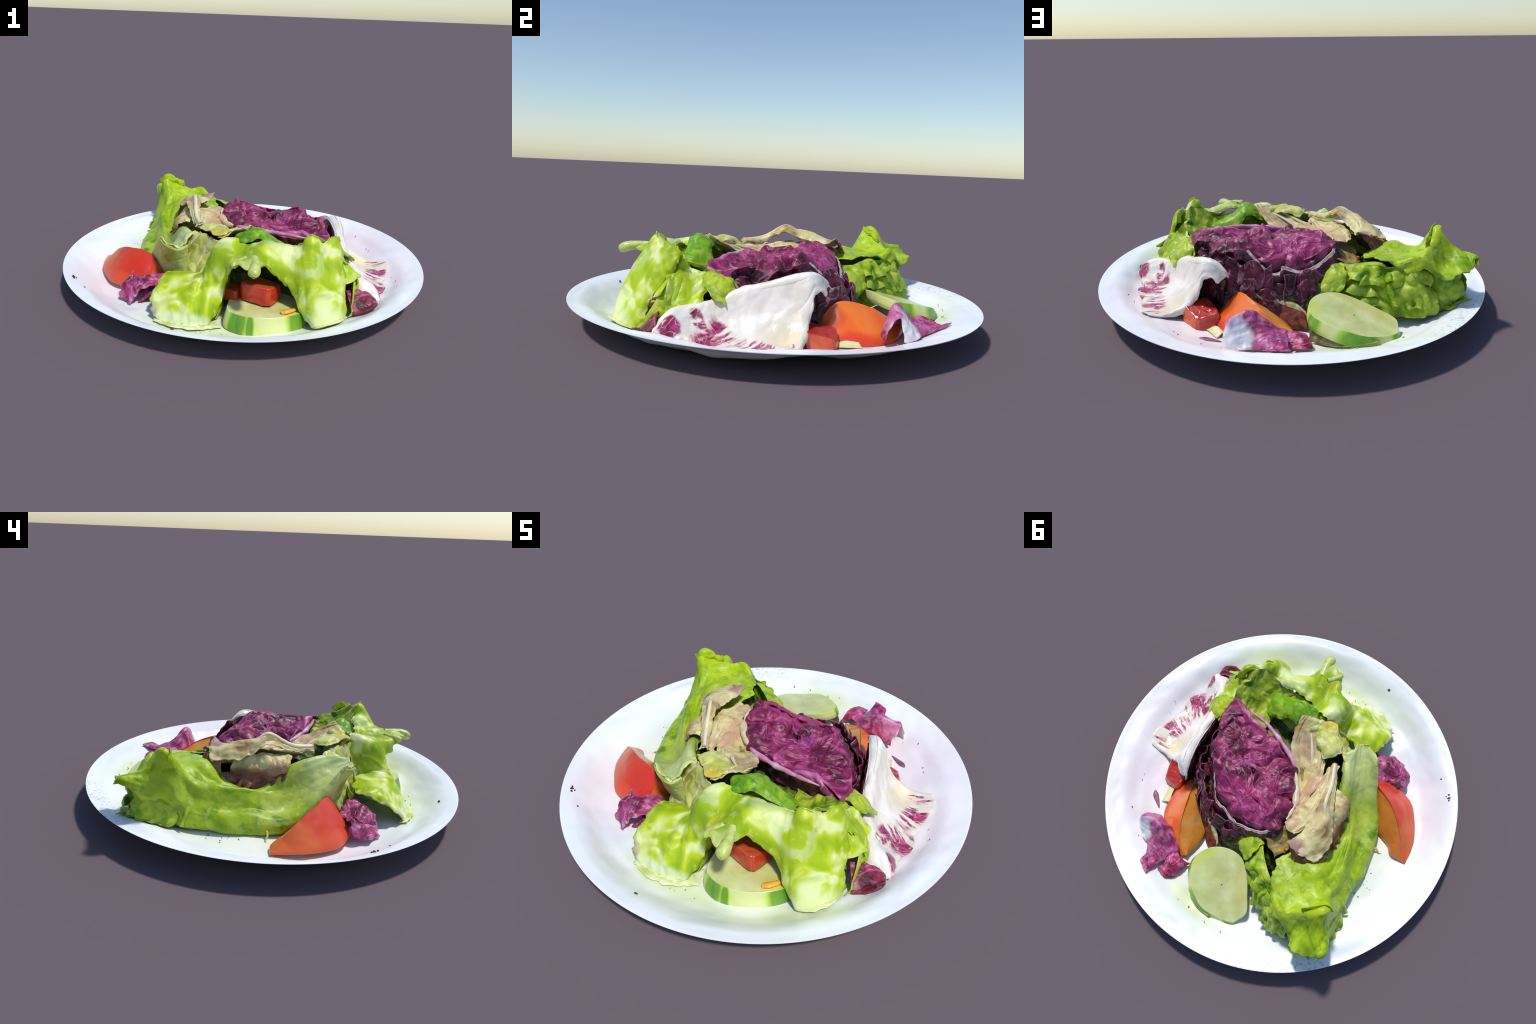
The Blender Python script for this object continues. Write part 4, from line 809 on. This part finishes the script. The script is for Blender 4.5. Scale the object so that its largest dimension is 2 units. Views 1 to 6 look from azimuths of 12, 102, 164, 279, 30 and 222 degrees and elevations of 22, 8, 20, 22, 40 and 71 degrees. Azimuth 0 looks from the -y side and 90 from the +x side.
def build_fruit():
    base = (-.62, -.28, .03)
    th = Thing("tomato_wedge", "glossy red orange tomato wedge", "tomato", base)
    skin = plain("tomato_skin", base, "d63c20", "dc5228", 6, .36, coat=0, bump=.06, patches=[((-.45, -.42, .12), (.14, .14, .16), 0, "cf2f1c", .8), ((-.62, -.42, .05), (.22, .10, .05), 0, "dc5a38", .6), ((-.74, -.22, .08), (.10, .14, .12), -30, "dd6a30", .8)])
    flesh = plain("tomato_flesh", base, "d9702a", "e27c36", 9, .3, coat=.3, bump=.2, patches=[((-.40, -.33, .15), (.07, .06, .1), 0, "d24a22", .7), ((-.58, -.22, .1), (.08, .12, .12), 30, "d98438", .5)])  # cut-face base colour raised to match its sunlit brightness
    def sec(ob, om, cr, im, ib):
        return [ob, om, cr, cr + (im - cr) * .12, im, ib]
    cr = rows((-.40, -.36, .16), (-.435, -.335, .190), (-.49, -.318, .202), (-.555, -.295, .196), (-.63, -.248, .176), (-.70, -.192, .137), (-.742, -.146, .090), (-.798, -.113, .058))
    ob = rows((-.42, -.42, .03), (-.46, -.455, .026), (-.54, -.44, .03), (-.63, -.41, .035), (-.695, -.345, .04), (-.745, -.275, .048), (-.775, -.205, .052), (-.80, -.115, .054))
    ib = rows((-.36, -.34, .06), (-.39, -.29, .05), (-.48, -.235, .04), (-.56, -.17, .03), (-.62, -.155, .03), (-.675, -.138, .035), (-.715, -.105, .045), (-.790, -.108, .052))
    S = []
    for c, o, i in zip(cr, ob, ib):
        om = (c + o) / 2 + np.array([-.004, -.006, .006]) * (1 if c[0] > -.78 else .1)
        im = (c + i) / 2 + np.array([.010, .008, .010]) * (1 if c[0] > -.78 else .1)
        S.append(sec(o, om, c, im, i))
    wedge(th, S, 60, 48, 2.2 / 6, skin, flesh, 3)

    base = (.32, .47, .03)
    th = Thing("tomato_wedge", "orange tomato wedge with pulpy cut face", "tomato", base)
    skin = plain("orange_skin", base, "ef6520", "f08030", 6, .26, coat=.3, bump=.08, patches=[((.46, .46, .03), (.12, .14, .05), 0, "d93a20", .8), ((.42, .33, .14), (.06, .07, .07), 0, "b8401c", .5)])
    flesh = plain("orange_flesh", base, "dc8a2a", "e69a40", 14, .32, coat=.2, bump=.3, patches=[((.25, .45, .11), (.03, .09, .05), -25, "d9a45a", .6)])  # flesh orange lightened too, putting the light on this face into its colour
    cr = rows((.415, .275, .095), (.388, .32, .148), (.362, .365, .182), (.335, .43, .180), (.305, .50, .158), (.265, .57, .118), (.22, .615, .085), (.182, .640, .060))
    ob = rows((.46, .29, .05), (.478, .36, .03), (.470, .43, .022), (.450, .50, .022), (.405, .562, .026), (.34, .615, .032), (.26, .635, .04), (.19, .648, .045))
    ib = rows((.40, .24, .05), (.33, .28, .04), (.26, .35, .04), (.22, .42, .035), (.18, .475, .035), (.165, .54, .035), (.165, .59, .04), (.172, .632, .045))
    S = []
    for c, o, i in zip(cr, ob, ib):
        om = (c + o) / 2 + np.array([.004, .003, .006]); im = (c + i) / 2 + np.array([-.014, -.006, .016])
        S.append(sec(o, om, c, im, i))
    wedge(th, S, 60, 48, 2.1 / 6, skin, flesh, 5)

    def chunk(name, label, base, top, bot, mtop, mside, seed):
        th = Thing(name, label, "pepper", base)
        # lofted four-sided block with rounded edges
        top, bot = np.array(top), np.array(bot); cen = top.mean(0); cb = bot.mean(0)
        loops = []
        def rnd(q, f):
            pts = []
            for i in range(4):
                a, b, c = q[i - 1], q[i], q[(i + 1) % 4]
                pts += [b + (a - b) * f, b + (a - b) * .06 + (c - b) * .06, b + (c - b) * f]
            return np.array(pts)
        T, B = rnd(top, .18), rnd(bot, .18)
        mid = (T + B) / 2; mm = mid.mean(0); mid = mm + (mid - mm) * 1.03
        drop = (B - T) * .10
        loops = [B, mid, T + drop, T + drop * .25 + (cen - T) * .03, T + (cen - T) * .12, T + (cen - T) * .5, T + (cen - T) * .98]
        G = loops_mesh(loops, 96, 60)
        G = G + (.004 * fbm(G, 16, 2, seed) + .0025 * fbm(G, 45, 2, seed + 1))[..., None] * np.array([.6, .6, 1])
        n = 96; F = grid_faces(60, n, wrap_c=True).tolist()
        th.part("skin", G.reshape(-1, 3), [f for f in F if f[0] // n < 27], mside)
        th.part("flesh", G.reshape(-1, 3), [f for f in F if f[0] // n >= 27], mtop)
    b = (.54, .31, .03)
    chunk("pepper_chunk", "chunky red pepper piece with glossy top", b, [(.615, .245, .112), (.568, .372, .078), (.46, .365, .10), (.49, .21, .125)], [(.635, .265, .03), (.575, .385, .022), (.45, .385, .022), (.48, .20, .022)],
          plain("pepper_flesh", b, "a8241c", "cc3f2c", 18, .25, coat=.4, bump=.4), plain("pepper_side", b, "c8402a", "dd6a44", 10, .28, coat=.3, bump=.2), 3)
    b = (.2, -.5, .1)
    chunk("pepper_chunk", "small square of red pepper", b, [(.105, -.540, .196), (.268, -.590, .196), (.305, -.470, .185), (.15, -.43, .19)], [(.11, -.545, .108), (.268, -.595, .108), (.305, -.47, .104), (.15, -.43, .104)],
          plain("pepper_top", b, "b04020", "c2562e", 12, .3, bump=.15), plain("pepper_cut", b, "b82416", "cf3d22", 20, .28, coat=.3, bump=.3), 7)
    b = (.05, -.50, .06)
    chunk("pepper_chunk", "small piece of red pepper under lettuce", b, [(.02, -.53, .15), (.095, -.555, .15), (.11, -.48, .15), (.04, -.46, .15)], [(.02, -.535, .09), (.10, -.56, .09), (.11, -.48, .09), (.04, -.46, .09)],
          plain("pepper_top_b", b, "a83a20", "b84a2a", 12, .3), plain("pepper_cut_b", b, "b03420", "c44a2a", 20, .3), 9)
build_fruit()

# ============================================================================= CUCUMBER
def build_cucumber():
    def slice_(label, base, top, bot, greens, seed, seeds, undermat=None):
        th = Thing("cucumber_slice", label, "cucumber", base)
        T = catmull(np.array(top, float), 120, closed=True); B = catmull(np.array(bot, float), 120, closed=True)
        c = T.mean(0)
        loops = [B, B + (T - B) * .35 + ((T + B) / 2 - c) * .02, B + (T - B) * .9, T + (c - T) * .015, T + (c - T) * .05, T + (c - T) * .25, T + (c - T) * .6, T + (c - T) * .98]
        G = catmull(np.array(loops), 70, axis=0)
        hump = smooth(np.arange(70) / 69, .55, 1.)[:, None]
        G = G + (np.array([0, 0, 1.]) * ((.004 * fbm(G, 9, 2, seed) + .002 * fbm(G, 30, 2, seed)) * (hump + .25))[..., None])
        n = 120; F = grid_faces(70, n, wrap_c=True).tolist(); cut = 29
        M = Mat("cucumber_rind", base, .3, .5)
        col = M.ramp(M.noise(9, 2), [(.3, "cdd774"), (.7, "dfe6a4")])
        dk = M.ramp(M.noise(16, 3, .5, .5, (1, 1, .3)), [(.3, "4f8a20"), (.7, "7fb036")])
        lim = M.any([M.blob(c0, tuple(x * 1.35 for x in r0), ro, .5, .15, 10) for c0, r0, ro in greens])
        col = M.mix(lim, col, "a9cc34"); col = M.mix(M.any([M.blob(c0, r0, ro, .5, .15, 12) for c0, r0, ro in greens]), col, dk)
        M.bump(M.noise(40, 2), .06, .004)
        th.part("rind", G.reshape(-1, 3), [f for f in F if f[0] // n < cut], M.color(col))
        M = Mat("cucumber_flesh", base, .3, .5, .15)
        col = M.ramp(M.noise(10, 3, .5), [(.32, "c2cb7e"), (.55, "d4da98"), (.75, "dfe4b4")])
        for c0, r0, ro, h, amt in seeds:
            col = M.mix(M.math("MULTIPLY", M.blob(c0, r0, ro, .9, .35, 16), amt), col, h)
        M.bump(M.noise(26, 3, .5), .2, .006)
        th.part("flesh", G.reshape(-1, 3), [f for f in F if f[0] // n >= cut], M.color(col))
        return th
    top = [(.062, -.58, .10), (.085, -.665, .10), (.165, -.705, .10), (.28, -.690, .098), (.37, -.640, .097), (.425, -.58, .096), (.42, -.50, .095), (.36, -.42, .095), (.22, -.38, .095), (.10, -.44, .10), (.065, -.52, .10)]
    bot = [(.052, -.585, .016), (.07, -.68, .016), (.165, -.728, .014), (.29, -.706, .012), (.385, -.655, .012), (.44, -.585, .014), (.435, -.50, .018), (.37, -.41, .018), (.22, -.37, .018), (.09, -.43, .018), (.055, -.52, .018)]
    t = slice_("thick cucumber slice with striped green rind", (.24, -.55, .02), top, bot,
           [((.135, -.715, .06), (.05, .035, .2), 20), ((.205, -.72, .05), (.016, .02, .2), 0), ((.41, -.615, .06), (.042, .045, .2), 40), ((.05, -.52, .05), (.02, .04, .2), 0)], 3,
           [((.26, -.57, .1), (.10, .06, .05), 0, "c3c274", .6), ((.38, -.60, .1), (.05, .05, .05), 20, "d9c257", .6), ((.40, -.56, .1), (.03, .05, .05), 0, "c7cc4a", .6)])
    ob = plain("yellow_bit", (.24, -.55, .02), "e8a52e", "f0bf52", 30, .35)
    tube(t, "yellow_pepper_bit", rows((.335, -.625, .102), (.36, -.612, .108), (.385, -.585, .106), (.395, -.56, .100)), [.012, .017, .013, .008], ob, 24, 8, .6, .5, 4)
    top = [(.100, .622, .141), (.085, .545, .156), (.040, .490, .165), (-.034, .452, .160), (-.114, .455, .145), (-.195, .519, .120), (-.250, .583, .100), (-.300, .650, .078), (-.290, .700, .064), (-.268, .745, .055), (-.20, .770, .060), (-.10, .788, .082), (-.015, .758, .105), (.065, .69, .128)]
    bot = [(x + .012, y + .02, max(z - .042, .03)) for x, y, z in top]
    t = slice_("pale cucumber slice leaning on the salad", (-.1, .62, .03), [(x, y, z + .014) for x, y, z in top], bot,
           [((.095, .645, .12), (.03, .035, .1), 0), ((-.06, .785, .085), (.085, .035, .05), -8), ((-.26, .76, .05), (.03, .015, .03), 0)], 5,
           [((-.08, .62, .12), (.06, .10, .1), 25, "bfc078", .6), ((-.19, .57, .1), (.05, .12, .1), 35, "c4b74e", .45), ((.07, .56, .15), (.04, .10, .1), -20, "cfd95a", .7)])
    um = leaf_mat("brown_green_scrap", (-.1, .62, .03), "a9a56e", "857c4c", "5f5636", scale=18)
    sheet(t, "leaf_scrap_below", rows([(.112, .64, .095), (.118, .655, .03)], [(.03, .735, .075), (.04, .75, .035)], [(-.06, .785, .05), (-.05, .80, .042)], [(-.16, .785, .05), (-.15, .80, .046)]), um, 50, 16, .012, (.005, 20), seed=95)
build_cucumber()
